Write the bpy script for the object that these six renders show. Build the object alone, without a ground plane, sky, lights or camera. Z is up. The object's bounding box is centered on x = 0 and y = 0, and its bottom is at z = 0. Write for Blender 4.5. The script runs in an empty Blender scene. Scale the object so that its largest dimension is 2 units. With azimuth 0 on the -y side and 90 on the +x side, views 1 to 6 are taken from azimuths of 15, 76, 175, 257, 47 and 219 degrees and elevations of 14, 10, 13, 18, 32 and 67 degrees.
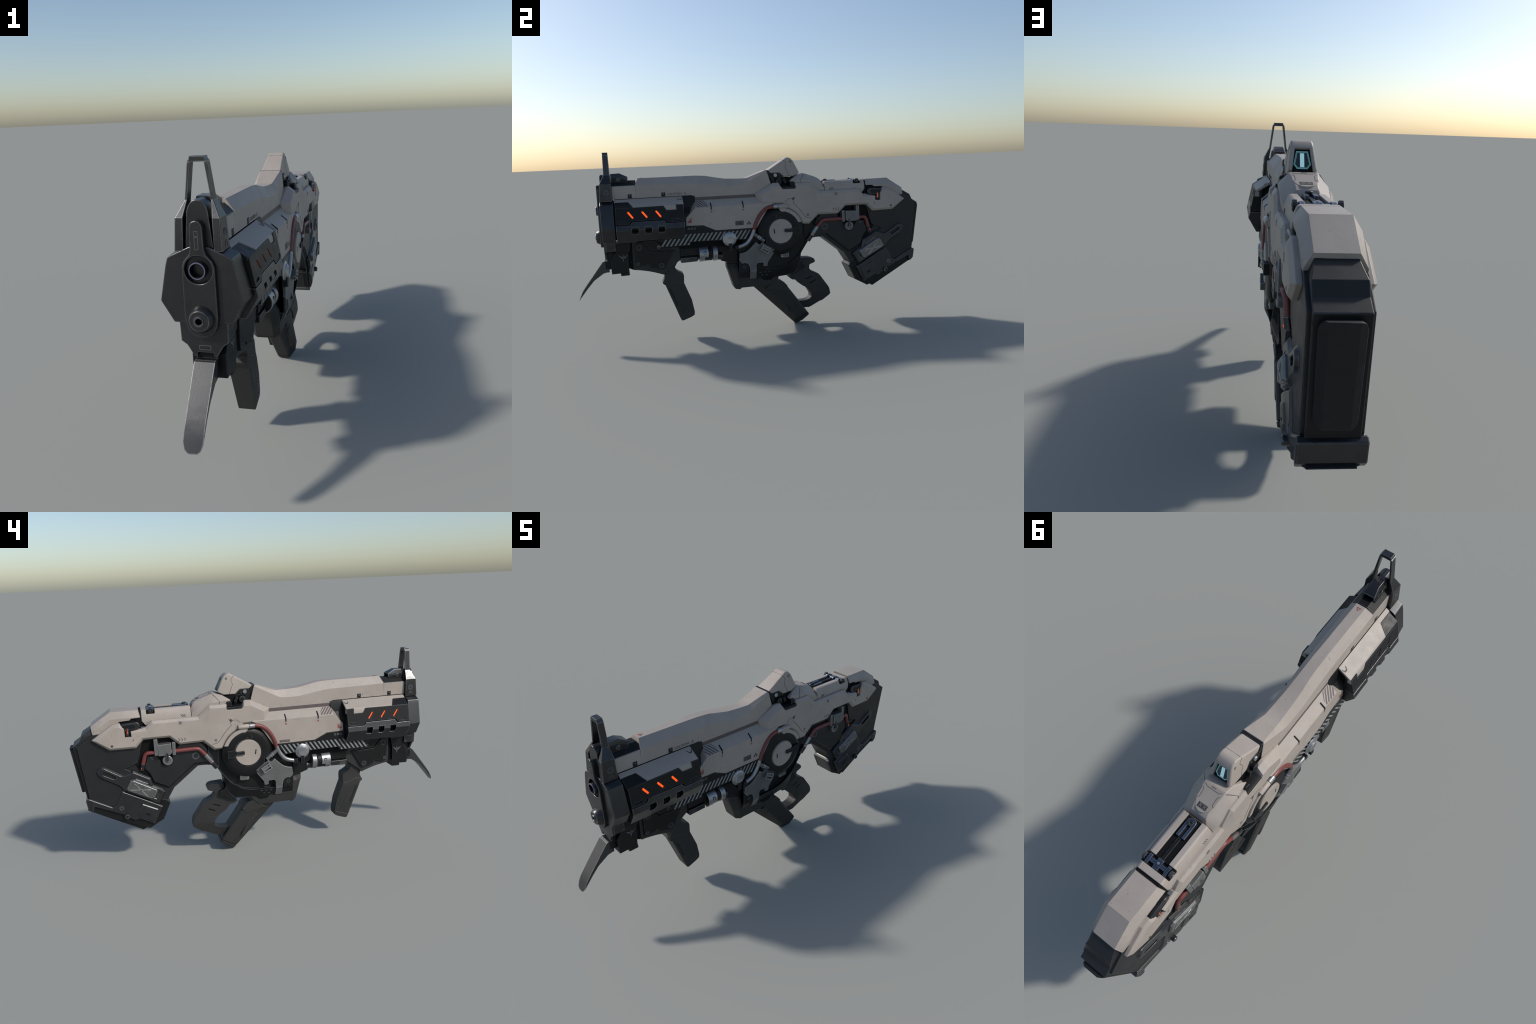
# A compact science-fiction rifle, built part by part.
# Axes: the muzzle points to -y, the butt to +y, z is up; the object is
# symmetric about x = 0, so most side parts are built once and mirrored.
import bpy, bmesh, math
from mathutils import Vector, Matrix

D = bpy.data
ROOT_NAME = "science_fiction_rifle"

# ------------------------------------------------------------------ materials
def new_mat(name):
    m = D.materials.new(name)
    m.use_nodes = True
    nt = m.node_tree
    bs = nt.nodes["Principled BSDF"]
    return m, nt, bs

def node(nt, typ, **kw):
    n = nt.nodes.new(typ)
    for k, v in kw.items():
        setattr(n, k, v)
    return n

def ramp(nt, src, p0, p1, c0=(0, 0, 0, 1), c1=(1, 1, 1, 1)):
    r = node(nt, "ShaderNodeValToRGB")
    r.color_ramp.elements[0].position = p0
    r.color_ramp.elements[1].position = p1
    r.color_ramp.elements[0].color = c0
    r.color_ramp.elements[1].color = c1
    nt.links.new(src, r.inputs[0])
    return r.outputs[0]

def noise(nt, vec, scale, detail=4, rough=.6):
    n = node(nt, "ShaderNodeTexNoise")
    n.inputs["Scale"].default_value = scale
    n.inputs["Detail"].default_value = detail
    n.inputs["Roughness"].default_value = rough
    nt.links.new(vec, n.inputs["Vector"])
    return n.outputs["Fac"]

def mix(nt, fac, a, b, mode="MIX"):
    m = node(nt, "ShaderNodeMix", data_type="RGBA", blend_type=mode)
    for sock, val in ((m.inputs[0], fac), (m.inputs[6], a), (m.inputs[7], b)):
        if hasattr(val, "links"):
            nt.links.new(val, sock)
        else:
            sock.default_value = val
    return m.outputs[2]

def math_n(nt, op, a, b=0.0):
    m = node(nt, "ShaderNodeMath", operation=op)
    for i, val in enumerate((a, b)):
        if hasattr(val, "links"):
            nt.links.new(val, m.inputs[i])
        else:
            m.inputs[i].default_value = val
    return m.outputs[0]

def edge_mask(nt, radius, lo, hi):
    """1 near edges: the rounded (Bevel) normal departs from the true one."""
    b = node(nt, "ShaderNodeBevel", samples=6)
    b.inputs["Radius"].default_value = radius
    g = node(nt, "ShaderNodeNewGeometry")
    d = node(nt, "ShaderNodeVectorMath", operation="DOT_PRODUCT")
    nt.links.new(b.outputs[0], d.inputs[0])
    nt.links.new(g.outputs["Normal"], d.inputs[1])
    inv = math_n(nt, "SUBTRACT", 1.0, d.outputs["Value"])
    return ramp(nt, inv, lo, hi)

def c4(c):
    return (c[0], c[1], c[2], 1)

def surface(name, base, rough=.5, metal=0.0, wear=None, wear_amt=.6, grime=None,
            grime_amt=.5, var=.12, scale=7, bump=.05, spec=.5, edge_r=.004):
    """Painted / metal surface: tonal drift, specks, streaks, worn edges."""
    m, nt, bs = new_mat(name)
    tc = node(nt, "ShaderNodeTexCoord")
    obj = tc.outputs["Object"]
    drift = noise(nt, obj, scale, 5, .65)
    lo = tuple(x * (1 - var) for x in base)
    hi = tuple(min(1, x * (1 + var)) for x in base)
    col = mix(nt, ramp(nt, drift, .3, .7), c4(lo), c4(hi))
    if grime:
        # specks and vertical streaks of dirt
        mp = node(nt, "ShaderNodeMapping")
        mp.inputs["Scale"].default_value = (1, 1, .35)
        nt.links.new(obj, mp.inputs["Vector"])
        sp = ramp(nt, noise(nt, mp.outputs[0], 70, 3, .7), .62, .74)
        patch = ramp(nt, noise(nt, obj, 9, 3, .6), .42, .62)
        f = math_n(nt, "MULTIPLY", sp, patch)
        f = math_n(nt, "MULTIPLY", f, grime_amt)
        col = mix(nt, f, col, c4(grime))
        # soft scuffed smudges, stretched along the gun
        mp2 = node(nt, "ShaderNodeMapping")
        mp2.inputs["Scale"].default_value = (1, .45, 1)
        nt.links.new(obj, mp2.inputs["Vector"])
        sm = ramp(nt, noise(nt, mp2.outputs[0], 26, 6, .78), .56, .80)
        pt = ramp(nt, noise(nt, obj, 5, 2, .5), .46, .66)
        f = math_n(nt, "MULTIPLY", math_n(nt, "MULTIPLY", sm, pt), grime_amt * .8)
        col = mix(nt, f, col, c4(grime))
    if wear:
        e = edge_mask(nt, edge_r, .004, .05)
        br = ramp(nt, noise(nt, obj, 45, 4, .7), .30, .52)
        f = math_n(nt, "MULTIPLY", math_n(nt, "MULTIPLY", e, br), wear_amt)
        # sparse scratches and chips away from the edges
        ch = ramp(nt, noise(nt, obj, 120, 2, .8), .70, .77)
        pa = ramp(nt, noise(nt, obj, 13, 2, .5), .5, .7)
        ch = math_n(nt, "MULTIPLY", math_n(nt, "MULTIPLY", ch, pa), wear_amt * .5)
        f = math_n(nt, "MAXIMUM", f, ch)
        col = mix(nt, f, col, c4(wear))
    nt.links.new(col, bs.inputs["Base Color"])
    rr = ramp(nt, noise(nt, obj, scale * 3, 4, .7), .3, .75,
              (max(0, rough - .06),) * 3 + (1,), (min(1, rough + .08),) * 3 + (1,))
    nt.links.new(rr, bs.inputs["Roughness"])
    bs.inputs["Metallic"].default_value = metal
    bs.inputs["Specular IOR Level"].default_value = spec
    if bump:
        bp = node(nt, "ShaderNodeBump")
        bp.inputs["Strength"].default_value = bump
        bp.inputs["Distance"].default_value = .002
        nt.links.new(noise(nt, obj, 160, 3, .6), bp.inputs["Height"])
        nt.links.new(bp.outputs[0], bs.inputs["Normal"])
    return m

def flat(name, base, rough=.6, metal=0.0):
    m, nt, bs = new_mat(name)
    tc = node(nt, "ShaderNodeTexCoord")
    f = ramp(nt, noise(nt, tc.outputs["Object"], 40, 4, .6), .3, .75)
    col = mix(nt, f, c4(tuple(x * .85 for x in base)), c4(base))
    nt.links.new(col, bs.inputs["Base Color"])
    bs.inputs["Roughness"].default_value = rough
    bs.inputs["Metallic"].default_value = metal
    return m

def glow(name, col, strength):
    m, nt, bs = new_mat(name)
    bs.inputs["Base Color"].default_value = c4(tuple(x * .3 for x in col))
    bs.inputs["Emission Color"].default_value = c4(col)
    bs.inputs["Emission Strength"].default_value = strength
    return m

WHITE = surface("warm_white_paint", (.330, .289, .254), .54, 0, wear=(.115, .103, .095),
                wear_amt=.55, grime=(.10, .092, .085), grime_amt=.62, var=.09, edge_r=.003)
GUNMETAL = surface("gunmetal", (.050, .051, .053), .33, .8, wear=(.33, .33, .34), wear_amt=.7, edge_r=.0045,
                   var=.15)
BLACK = surface("black_polymer", (.0064, .0067, .0073), .46, .0, spec=.27, wear=(.12, .13, .14), wear_amt=.6,
                var=.2)
BLADE = surface("ground_steel_blade", (.060, .060, .062), .36, .6, wear=(.36, .36, .36), wear_amt=.7, var=.12, edge_r=.004)
PRESSED = surface("pressed_metal", (.150, .155, .152), .34, .7, wear=(.7, .7, .69), wear_amt=.75, var=.22, scale=22, bump=.12, edge_r=.005)
STOCKM = surface("dark_stock_polymer", (.0125, .013, .014), .48, .05, spec=.4, wear=(.11, .12, .13),
                 wear_amt=.55, var=.2)
SOOT = surface("recess_black", (.003, .003, .0035), .7, 0, bump=0, spec=.2)
RUBBER = surface("grip_rubber", (.0168, .0172, .0160), .6, 0, var=.12, bump=.12)
RUBBER_DARK = surface("butt_pad_rubber", (.009, .0095, .0105), .6, 0, var=.1, bump=.08, spec=.35)
STEEL = surface("brushed_steel", (.30, .31, .32), .36, .8, wear=(.75, .75, .74), wear_amt=.6,
                var=.2, scale=18, bump=.1)
BRACKET = surface("cast_grey_metal", (.118, .121, .118), .46, .25, wear=(.55, .55, .55), wear_amt=.7,
                  var=.15, scale=20, bump=.1)
BLUED = surface("blued_steel", (.085, .105, .14), .3, .8, wear=(.35, .4, .48), wear_amt=.8, var=.2)
RED = surface("red_hose_rubber", (.150, .035, .032), .42, 0, var=.1, bump=.03)
PURPLE = flat("heat_tinted_ring", (.20, .175, .31), .35, .5)
GREY_LINE = flat("etched_line", (.12, .13, .145), .5)
STRIPE = flat("grey_stripe_paint", (.235, .245, .245), .55)
BROWN = flat("brown_stripe_paint", (.105, .082, .082), .55)
INK = flat("dark_marking", (.05, .046, .045), .6)
INK_SOFT = flat("soft_marking", (.16, .145, .138), .6)
REDMARK = flat("red_marking", (.27, .07, .06), .6)
ORANGE_DIM = glow("orange_indicator", (.9, .085, .015), .75)
ORANGE = glow("orange_light", (1.0, .095, .007), 1.15)
CYAN = glow("cyan_display", (.34, .60, .70), .62)
CYAN_LINE = glow("cyan_display_line", (.12, .32, .37), .55)
GLASS = surface("display_glass", (.03, .045, .05), .2, 0, bump=0)

# ------------------------------------------------------------------ geometry
root = D.objects.new(ROOT_NAME, None)
root["label"] = "futuristic compact rifle, off-white panels over black frame"
root["category"] = "rifle"
bpy.context.scene.collection.objects.link(root)

def link(ob, parent=None):
    bpy.context.scene.collection.objects.link(ob)
    ob.parent = parent or root
    return ob

def finish(bm, name, mat, parent=None, bevel=0.0, seg=2, pair=False, smooth=22):
    bmesh.ops.remove_doubles(bm, verts=bm.verts, dist=1e-5)
    bmesh.ops.recalc_face_normals(bm, faces=bm.faces)
    me = D.meshes.new(name)
    bm.to_mesh(me)
    bm.free()
    me.materials.append(mat)
    for p in me.polygons:
        p.use_smooth = True
    me.set_sharp_from_angle(angle=math.radians(smooth))
    out = []
    for s in ((1, -1) if pair else (1,)):
        ob = D.objects.new(name, me)
        ob.scale.x = s
        par = parent
        if isinstance(parent, (list, tuple)):
            par = parent[0 if s > 0 else -1]
            if par is not None and par.scale.x < 0:
                ob.scale.x = 1          # the mirrored parent already flips it
        link(ob, par)
        if bevel:
            md = ob.modifiers.new("rounded_edges", "BEVEL")
            md.width = bevel
            md.segments = seg
            md.limit_method = "ANGLE"
            md.angle_limit = math.radians(28)
            md.harden_normals = True
        out.append(ob)
    return out if pair else out[0]

def add_loops(bm, loops, closed=True, caps=True):
    """Skin equal-length loops of 3D points, capping the first and the last."""
    rows = [[bm.verts.new(p) for p in lp] for lp in loops]
    n = len(rows[0])
    for a, b in zip(rows, rows[1:]):
        for i in range(n if closed else n - 1):
            j = (i + 1) % n
            try:
                bm.faces.new((a[i], a[j], b[j], b[i]))
            except ValueError:
                pass
    if caps:
        bm.faces.new(rows[0][::-1])
        bm.faces.new(rows[-1])
    return rows

def loft(name, loops, mat, **kw):
    bm = bmesh.new()
    add_loops(bm, loops)
    return finish(bm, name, mat, **kw)

def area(p):
    return .5 * sum(a[0] * b[1] - b[0] * a[1] for a, b in zip(p, p[1:] + p[:1]))

def offset(pts, d):
    """Grow (d > 0) or shrink a 2D polygon by mitred edge offset."""
    s = 1 if area(pts) > 0 else -1
    n = len(pts)
    out = []
    for i in range(n):
        p0, p1, p2 = Vector(pts[i - 1]), Vector(pts[i]), Vector(pts[(i + 1) % n])
        e1, e2 = (p1 - p0).normalized(), (p2 - p1).normalized()
        n1 = Vector((e1.y, -e1.x)) * s
        n2 = Vector((e2.y, -e2.x)) * s
        m = n1 + n2
        k = m.length_squared / 2
        m = m / max(k, .35)
        q = p1 + m * d
        out.append((q.x, q.y))
    return out

def place(axis, p, a):
    if axis == "x":
        return (a, p[0], p[1])
    if axis == "y":
        return (p[0], a, p[1])
    return (p[0], p[1], a)

def prism_bm(axis, pts, lo, hi, cuts=()):
    """Extrude a polygon along an axis between lo and hi (numbers or functions)."""
    bm = bmesh.new()
    add_loops(bm, [[place(axis, p, 0.0) for p in pts], [place(axis, p, 1.0) for p in pts]])
    ax = "xyz".index(axis)
    oth = [i for i in range(3) if i != ax]
    for which, val in cuts:
        no = Vector((0, 0, 0)); no[oth[which]] = 1
        bmesh.ops.bisect_plane(bm, geom=bm.verts[:] + bm.edges[:] + bm.faces[:],
                               plane_co=no * val, plane_no=no)
    for v in bm.verts:
        q = (v.co[oth[0]], v.co[oth[1]])
        f = hi if v.co[ax] > .5 else lo
        v.co[ax] = f(*q) if callable(f) else f
    return bm

def prism(name, axis, pts, lo, hi, mat, cuts=(), **kw):
    return finish(prism_bm(axis, pts, lo, hi, cuts), name, mat, **kw)

def slab(name, pts, half, mat, flare=None, **kw):
    """Central (y,z) plate from -half to half; flare=(grow, depth) chamfers it."""
    if flare:
        g, dx = flare
        big = offset(pts, g)
        lp = [[place("x", p, -half) for p in pts], [place("x", p, dx - half) for p in big],
              [place("x", p, half - dx) for p in big], [place("x", p, half) for p in pts]]
        return loft(name, lp, mat, **kw)
    lo = (lambda y, z: -half(y, z)) if callable(half) else -half
    return prism(name, "x", pts, lo, half, mat, **kw)

def panel(name, pts, xo, xi, mat, flare=None, **kw):
    """Side plate whose outer face is pts at xo, widening by flare towards xi."""
    kw.setdefault("pair", True)
    if flare:
        g, dx = flare
        big = offset(pts, g)
        lp = [[place("x", p, xi) for p in big], [place("x", p, xo - dx) for p in big],
              [place("x", p, xo) for p in pts]]
        return loft(name, lp, mat, **kw)
    return prism(name, "x", pts, xi, xo, mat, **kw)

def box(name, x, y, z, mat, **kw):
    return prism(name, "x", [(y[0], z[0]), (y[1], z[0]), (y[1], z[1]), (y[0], z[1])],
                 x[0], x[1], mat, **kw)

def lathe_bm(axis, c, prof, n=32, closed=False):
    """Revolve profile [(radius, along)] about an axis through c."""
    bm = bmesh.new()
    rows = []
    for k in range(n):
        t = 2 * math.pi * k / n
        rows.append([bm.verts.new(place(axis, (c[0] + r * math.cos(t), c[1] + r * math.sin(t)), a))
                     for r, a in prof])
    m = len(prof)
    for k in range(n):
        a, b = rows[k], rows[(k + 1) % n]
        for i in range(m if closed else m - 1):
            j = (i + 1) % m
            try:
                bm.faces.new((a[i], a[j], b[j], b[i]))
            except ValueError:
                pass
    bmesh.ops.remove_doubles(bm, verts=bm.verts, dist=1e-6)
    return bm

def lathe(name, axis, c, prof, mat, n=32, closed=False, **kw):
    kw.setdefault("smooth", 30)
    return finish(lathe_bm(axis, c, prof, n, closed), name, mat, **kw)

def fillet(pts, r, steps=6):
    """Round the inner corners of a 3D polyline with quadratic blends."""
    P = [Vector(p) for p in pts]
    out = [P[0]]
    for a, b, c in zip(P, P[1:], P[2:]):
        ra = min(r, (a - b).length * .49, (c - b).length * .49)
        s, e = b + (a - b).normalized() * ra, b + (c - b).normalized() * ra
        for k in range(steps + 1):
            t = k / steps
            out.append(s * (1 - t) ** 2 + b * 2 * t * (1 - t) + e * t ** 2)
    out.append(P[-1])
    return out

def tube_bm(pts, r, n=16, bm=None):
    bm = bm or bmesh.new()
    loops = []
    ref = Vector((1, 0, 0))
    for i, p in enumerate(pts):
        t = (pts[min(i + 1, len(pts) - 1)] - pts[max(i - 1, 0)]).normalized()
        u = (ref - t * ref.dot(t)).normalized()
        w = t.cross(u)
        loops.append([p + (u * math.cos(a) + w * math.sin(a)) * r
                      for a in (2 * math.pi * k / n for k in range(n))])
    add_loops(bm, loops)
    return bm

def tube(name, pts, r, mat, fil=.02, n=16, **kw):
    kw.setdefault("smooth", 40)
    return finish(tube_bm(fillet(pts, fil), r, n), name, mat, **kw)

def carve(obs, cutters, bake=False):
    """Boolean-subtract cutter meshes from an object (or a mirrored pair).

    With bake, the rounded edges are made first and the cut stays crisp."""
    obs = obs if isinstance(obs, list) else [obs]
    ob = obs[0]
    me_old = ob.data
    tmp = D.objects.new("carving", me_old.copy())
    bpy.context.scene.collection.objects.link(tmp)
    if bake:
        src = ob.modifiers["rounded_edges"]
        md = tmp.modifiers.new("rounded_edges", "BEVEL")
        md.width, md.segments, md.limit_method, md.angle_limit = src.width, src.segments, "ANGLE", src.angle_limit
        for o in obs:
            o.modifiers.clear()
            wn = o.modifiers.new("face_weighted_shading", "WEIGHTED_NORMAL")
            wn.keep_sharp = True
    made = []
    for bm in cutters:
        bmesh.ops.recalc_face_normals(bm, faces=bm.faces)
        me = D.meshes.new("cutter"); bm.to_mesh(me); bm.free()
        c = D.objects.new("cutter", me)
        bpy.context.scene.collection.objects.link(c)
        md = tmp.modifiers.new("cut", "BOOLEAN")
        md.operation = "DIFFERENCE"; md.solver = "EXACT"; md.object = c
        made.append(c)
    bpy.context.view_layer.update()
    ev = tmp.evaluated_get(bpy.context.evaluated_depsgraph_get())
    me = D.meshes.new_from_object(ev)
    me.name = me_old.name
    if not me.materials:
        me.materials.append(me_old.materials[0])
    for p in me.polygons:
        p.use_smooth = True
    me.set_sharp_from_angle(angle=math.radians(32))
    for o in obs:
        o.data = me
    for c in made + [tmp]:
        D.objects.remove(c, do_unlink=True)

def join_bm(bms):
    out = bmesh.new()
    for b in bms:
        me = D.meshes.new("part"); b.to_mesh(me); b.free()
        out.from_mesh(me)
        D.meshes.remove(me)
    return out

def clip(poly, conv):
    """Clip a polygon by a convex counter-clockwise polygon."""
    for a, b in zip(conv, conv[1:] + conv[:1]):
        res = []
        side = lambda p: (b[0] - a[0]) * (p[1] - a[1]) - (b[1] - a[1]) * (p[0] - a[0])
        for p, q in zip(poly, poly[1:] + poly[:1]):
            sp, sq = side(p), side(q)
            if sp >= 0:
                res.append(p)
            if (sp >= 0) != (sq >= 0):
                t = sp / (sp - sq)
                res.append((p[0] + (q[0] - p[0]) * t, p[1] + (q[1] - p[1]) * t))
        poly = res
        if len(poly) < 3:
            return []
    return poly

def decal(name, polys, x, mat, thick=.0007, **kw):
    """Thin painted shapes lying on a side face; x is a number or x(y,z)."""
    kw.setdefault("pair", True)
    fx = x if callable(x) else (lambda y, z: x)
    bms = [prism_bm("x", p, lambda y, z: fx(y, z) - .001, lambda y, z: fx(y, z) + thick)
           for p in polys if len(p) > 2]
    return finish(join_bm(bms), name, mat, **kw)

def ring_mark(name, c, r, x, mat=None, w=.0016, **kw):
    kw.setdefault("pair", True)
    return lathe(name, "x", c, [(r - w, x - .001), (r - w, x + .0006), (r, x + .0006), (r, x - .001)],
                 mat or GREY_LINE, 24, closed=True, **kw)

def circle(c, r, n=20, a0=0.0, a1=360.0):
    full = abs(a1 - a0) >= 360
    return [(c[0] + r * math.cos(math.radians(a0 + (a1 - a0) * k / (n if full else n - 1))),
             c[1] + r * math.sin(math.radians(a0 + (a1 - a0) * k / (n if full else n - 1))))
            for k in range(n)]

def capsule(p, q, r, n=8):
    d = Vector(q) - Vector(p)
    a = math.degrees(math.atan2(d.y, d.x))
    return circle(q, r, n, a - 90, a + 90) + circle(p, r, n, a + 90, a + 270)

def text(name, body, size, y, z, x, mat, side=1, parent=None):
    cu = D.curves.new(name, "FONT")
    cu.body = body; cu.size = size; cu.extrude = .0006; cu.resolution_u = 3
    tmp = D.objects.new("lettering", cu)
    bpy.context.scene.collection.objects.link(tmp)
    bpy.context.view_layer.update()
    me = D.meshes.new_from_object(tmp.evaluated_get(bpy.context.evaluated_depsgraph_get()))
    me.name = name
    D.objects.remove(tmp, do_unlink=True)
    me.materials.clear(); me.materials.append(mat)
    rot = Matrix.Rotation(math.radians(90 * side), 4, "Z") @ Matrix.Rotation(math.radians(90), 4, "X")
    me.transform(Matrix.Translation((x * side, y, z)) @ rot)
    return link(D.objects.new(name, me), parent)

def sym(half):
    """Close a right-hand outline [(x,z)...] with its mirror image."""
    return half + [(-x, z) for x, z in reversed(half) if abs(x) > 1e-6]

def lerp(a, b, t):
    return a + (b - a) * t

# =================================================================== core
core = slab("inner_frame", [(-.776, .79), (.02, .785), (.075, .855), (.12, .868), (.25, .866), (.36, .80),
                            (.64, .79), (.72, .785), (.62, .67), (.30, .655), (.25, .53), (-.13, .50),
                            (-.30, .505), (-.52, .505), (-.70, .56), (-.776, .575)], .044, SOOT)

# =================================================================== upper shroud
# stations: top edge (y, z, half width), shoulder edge (y, z), bottom (y)
W = .052
shroud_rows = [
    ((-.646, .899, .021), (-.661, .863), -.664),
    ((-.412, .899, .021), (-.418, .858), -.418),
    ((-.345, .899, .022), (-.352, .858), -.352),
    ((-.285, .895, .022), (-.290, .8515), -.290),
    ((-.240, .886, .024), (-.240, .843), -.240),
    ((-.180, .875, .027), (-.180, .834), -.180),
    ((-.115, .872, .029), (-.126, .832), -.126),
    ((-.057, .872, .031), (-.076, .837), -.076),
    ((-.036, .879, .033), (-.040, .854), -.040),
    ((.053, .911, .043), (.060, .906), .104)]
loops = []
for (yt, zt, wt), (yl, zl), yb in shroud_rows:
    w_low = W if yl < .05 else .0475
    loops.append([(-W, yb, .758), (-w_low, yl, zl), (-wt, yt, zt), (wt, yt, zt), (w_low, yl, zl), (W, yb, .758)])
shroud = loft("upper_shroud", loops, WHITE, bevel=.0025)
carve(shroud, [prism_bm("x", [(-.70, .74), (-.353, .74), (-.353, .781), (-.366, .7945), (-.70, .7945)], -.2, .2)])
front_rail = prism("shroud_front", "y", sym([(.0, .863), (.0505, .863), (W, .861), (W, .7945), (0, .7945)])[:],
                   -.783, -.6615, WHITE, bevel=.0015, parent=shroud)
# painted band along the foot of the shroud
panel("painted_band", [(-.352, .7655), (-.016, .7655), (.0, .775), (-.012, .7825), (-.352, .7825)], W + .0008, W - .004, BROWN,
      parent=shroud)
# small latch plates with pins
for yc in (-.6925, -.5175):
    panel("clip_plate", [(yc - .0105, .796), (yc + .0105, .796), (yc + .0105, .8175), (yc - .0105, .8175)],
          W + .0015, W - .006, BLACK, bevel=.0008, parent=shroud)
    lathe("clip_pin", "x", (yc, .810), [(0, W + .003), (.0035, W + .003), (.004, W + .001)], GREY_LINE, 12,
          pair=True, parent=shroud)
text("caution_lettering", "CAUTION", .0170, -.4965, .8015, W, INK, 1, shroud)
tri_o = [(-.4105, .8015), (-.3925, .8015), (-.4015, .8165)]
tri_i = offset(tri_o, -.0022)
decal("caution_triangle", [[tri_o[i], tri_o[(i + 1) % 3], tri_i[(i + 1) % 3], tri_i[i]] for i in range(3)] +
      [[(-.4022, .806), (-.4008, .806), (-.4008, .8115), (-.4022, .8115)]], W, INK_SOFT, pair=False, parent=shroud)
# red outline triangle on the top
t0 = [(-.0105, -.632), (.0105, -.632), (0, -.614)]
t1 = offset(t0, -.0028)
bm = join_bm([prism_bm("z", [t0[i], t0[(i + 1) % 3], t1[(i + 1) % 3], t1[i]], .8975, .8998) for i in range(3)])
finish(bm, "red_triangle", REDMARK, parent=shroud)

# =================================================================== sight housing (hump)
def hump_x(y, z):
    return lerp(.0475, .0335, (z - .87) / .108)
hump_pts = [(.0655, .9085), (.166, .968), (.178, .9755), (.191, .977), (.205, .971), (.219, .957),
            (.252, .8885), (.218, .871), (.159, .870), (.134, .892), (.083, .892)]
hump = slab("sight_housing", hump_pts, hump_x, WHITE, bevel=.0065, seg=3)
screen_dir = (Vector((.252, .8885)) - Vector((.219, .957))).normalized()
rear = lambda s, d: (.219 + screen_dir.x * s - screen_dir.y * d, .957 + screen_dir.y * s + screen_dir.x * d)
# s runs down the rear face, negative d is into the housing
bmw = bmesh.new()
sec = lambda s, w: [(-w, *rear(s, -.012)), (w, *rear(s, -.012)), (w, *rear(s, .01)), (-w, *rear(s, .01))]
add_loops(bmw, [sec(.003, .023), sec(.082, .033)])
carve(hump, [bmw], bake=True)
def rear_plate(name, polys, d0, d1, mat, parent):
    """Plates lying in the tilted screen plane; polygons are (x, s)."""
    bms = []
    for p in polys:
        b = bmesh.new()
        add_loops(b, [[(x, *rear(s, d0)) for x, s in p], [(x, *rear(s, d1)) for x, s in p]])
        bms.append(b)
    return finish(join_bm(bms), name, mat, parent=parent)
scr = rear_plate("display", [[(-.023, .004), (.023, .004), (.032, .076), (-.032, .076)]], -.0125, -.0105, SOOT, hump)
frame_o = [(-.018, .010), (.018, .010), (.0265, .053), (.016, .067), (-.016, .067), (-.0265, .053)]
def ring_polys(o, w):
    i = offset(o, -w)
    n = len(o)
    return [[o[k], o[(k + 1) % n], i[(k + 1) % n], i[k]] for k in range(n)]
rear_plate("display_outline", ring_polys(frame_o, .0016) + ring_polys(offset(frame_o, -.003), .0012), -.0105, -.0092,
           CYAN_LINE, hump)
rear_plate("display_wing", [[(-.0165, .014), (-.0085, .014), (-.0085, .063), (-.0145, .063), (-.022, .052)],
                            [(.0165, .014), (.0085, .014), (.0085, .063), (.0145, .063), (.022, .052)]],
           -.0105, -.0094, GLASS, hump)
rear_plate("display_bar", [[(-.0065, .0165 + .0075 * k), (.0065, .0165 + .0075 * k), (.0065, .0234 + .0075 * k),
                            (-.0065, .0234 + .0075 * k)] for k in range(6)], -.0105, -.0088, CYAN, hump)
# dark corner recess with its bolt, the black joint band and the mechanism under the hump
panel("hinge_plate", [(.083, .892), (.132, .893), (.158, .869), (.156, .864), (.1, .864)], .0445, .02, BLACK, bevel=.001,
      parent=hump)
lathe("hinge_bolt", "x", (.109, .880), [(0, .0515), (.0085, .0515), (.0105, .049), (.0105, .04)], STEEL, 20, pair=True,
      parent=hump)
lathe("hinge_bolt", "x", (.129, .877), [(0, .0465), (.005, .0465), (.006, .044)], BLACK, 14, pair=True, parent=hump)
slab("joint_band", [(.0535, .9098), (.0665, .9110), (.118, .836), (.098, .838)], .0458, BLACK, bevel=.001)
lathe("pivot_drum", "x", (.125, .846), [(0, .062), (.010, .062), (.013, .059), (.016, .059), (.016, .02)], BLACK, 24,
      pair=True, parent=hump)
panel("pivot_block", [(.147, .855), (.158, .861), (.170, .838), (.158, .831)], .062, .02, BLACK, bevel=.0015, parent=hump)
panel("pivot_knob", [(.186, .818), (.213, .818), (.213, .836), (.207, .842), (.190, .842), (.186, .836)], .078, .03, BLACK,
      bevel=.002, parent=hump)
prism("side_tray", "y", [(.03, .80), (.0895, .803), (.0885, .8145), (.072, .820), (.03, .820)], .133, .217, BLACK, bevel=.0015,
      pair=True, parent=hump)
# seams and screw on the hump
def seam(name, pts, x, parent=None, r=.0011, pair=True):
    fx = x if callable(x) else (lambda y, z: x)
    P = [Vector((fx(y, z) - r * .35, y, z)) for y, z in pts]
    return finish(tube_bm(P, r, 6), name, INK, parent=parent, pair=pair)
seam("housing_seam", [(.160, .962), (.167, .957), (.177, .945), (.169, .921), (.191, .872)], hump_x, hump)
finish(tube_bm([Vector(p) for p in ((-.0345, .160, .9600), (-.0280, .161, .9650), (.0280, .161, .9650), (.0345, .160, .9600))], .0011, 6),
       "housing_seam", INK, parent=hump)
lathe("housing_screw", "x", (.200, .952), [(0, .0378), (.0062, .0378), (.0066, .0365)], INK_SOFT, 18, pair=True, parent=hump)

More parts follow.
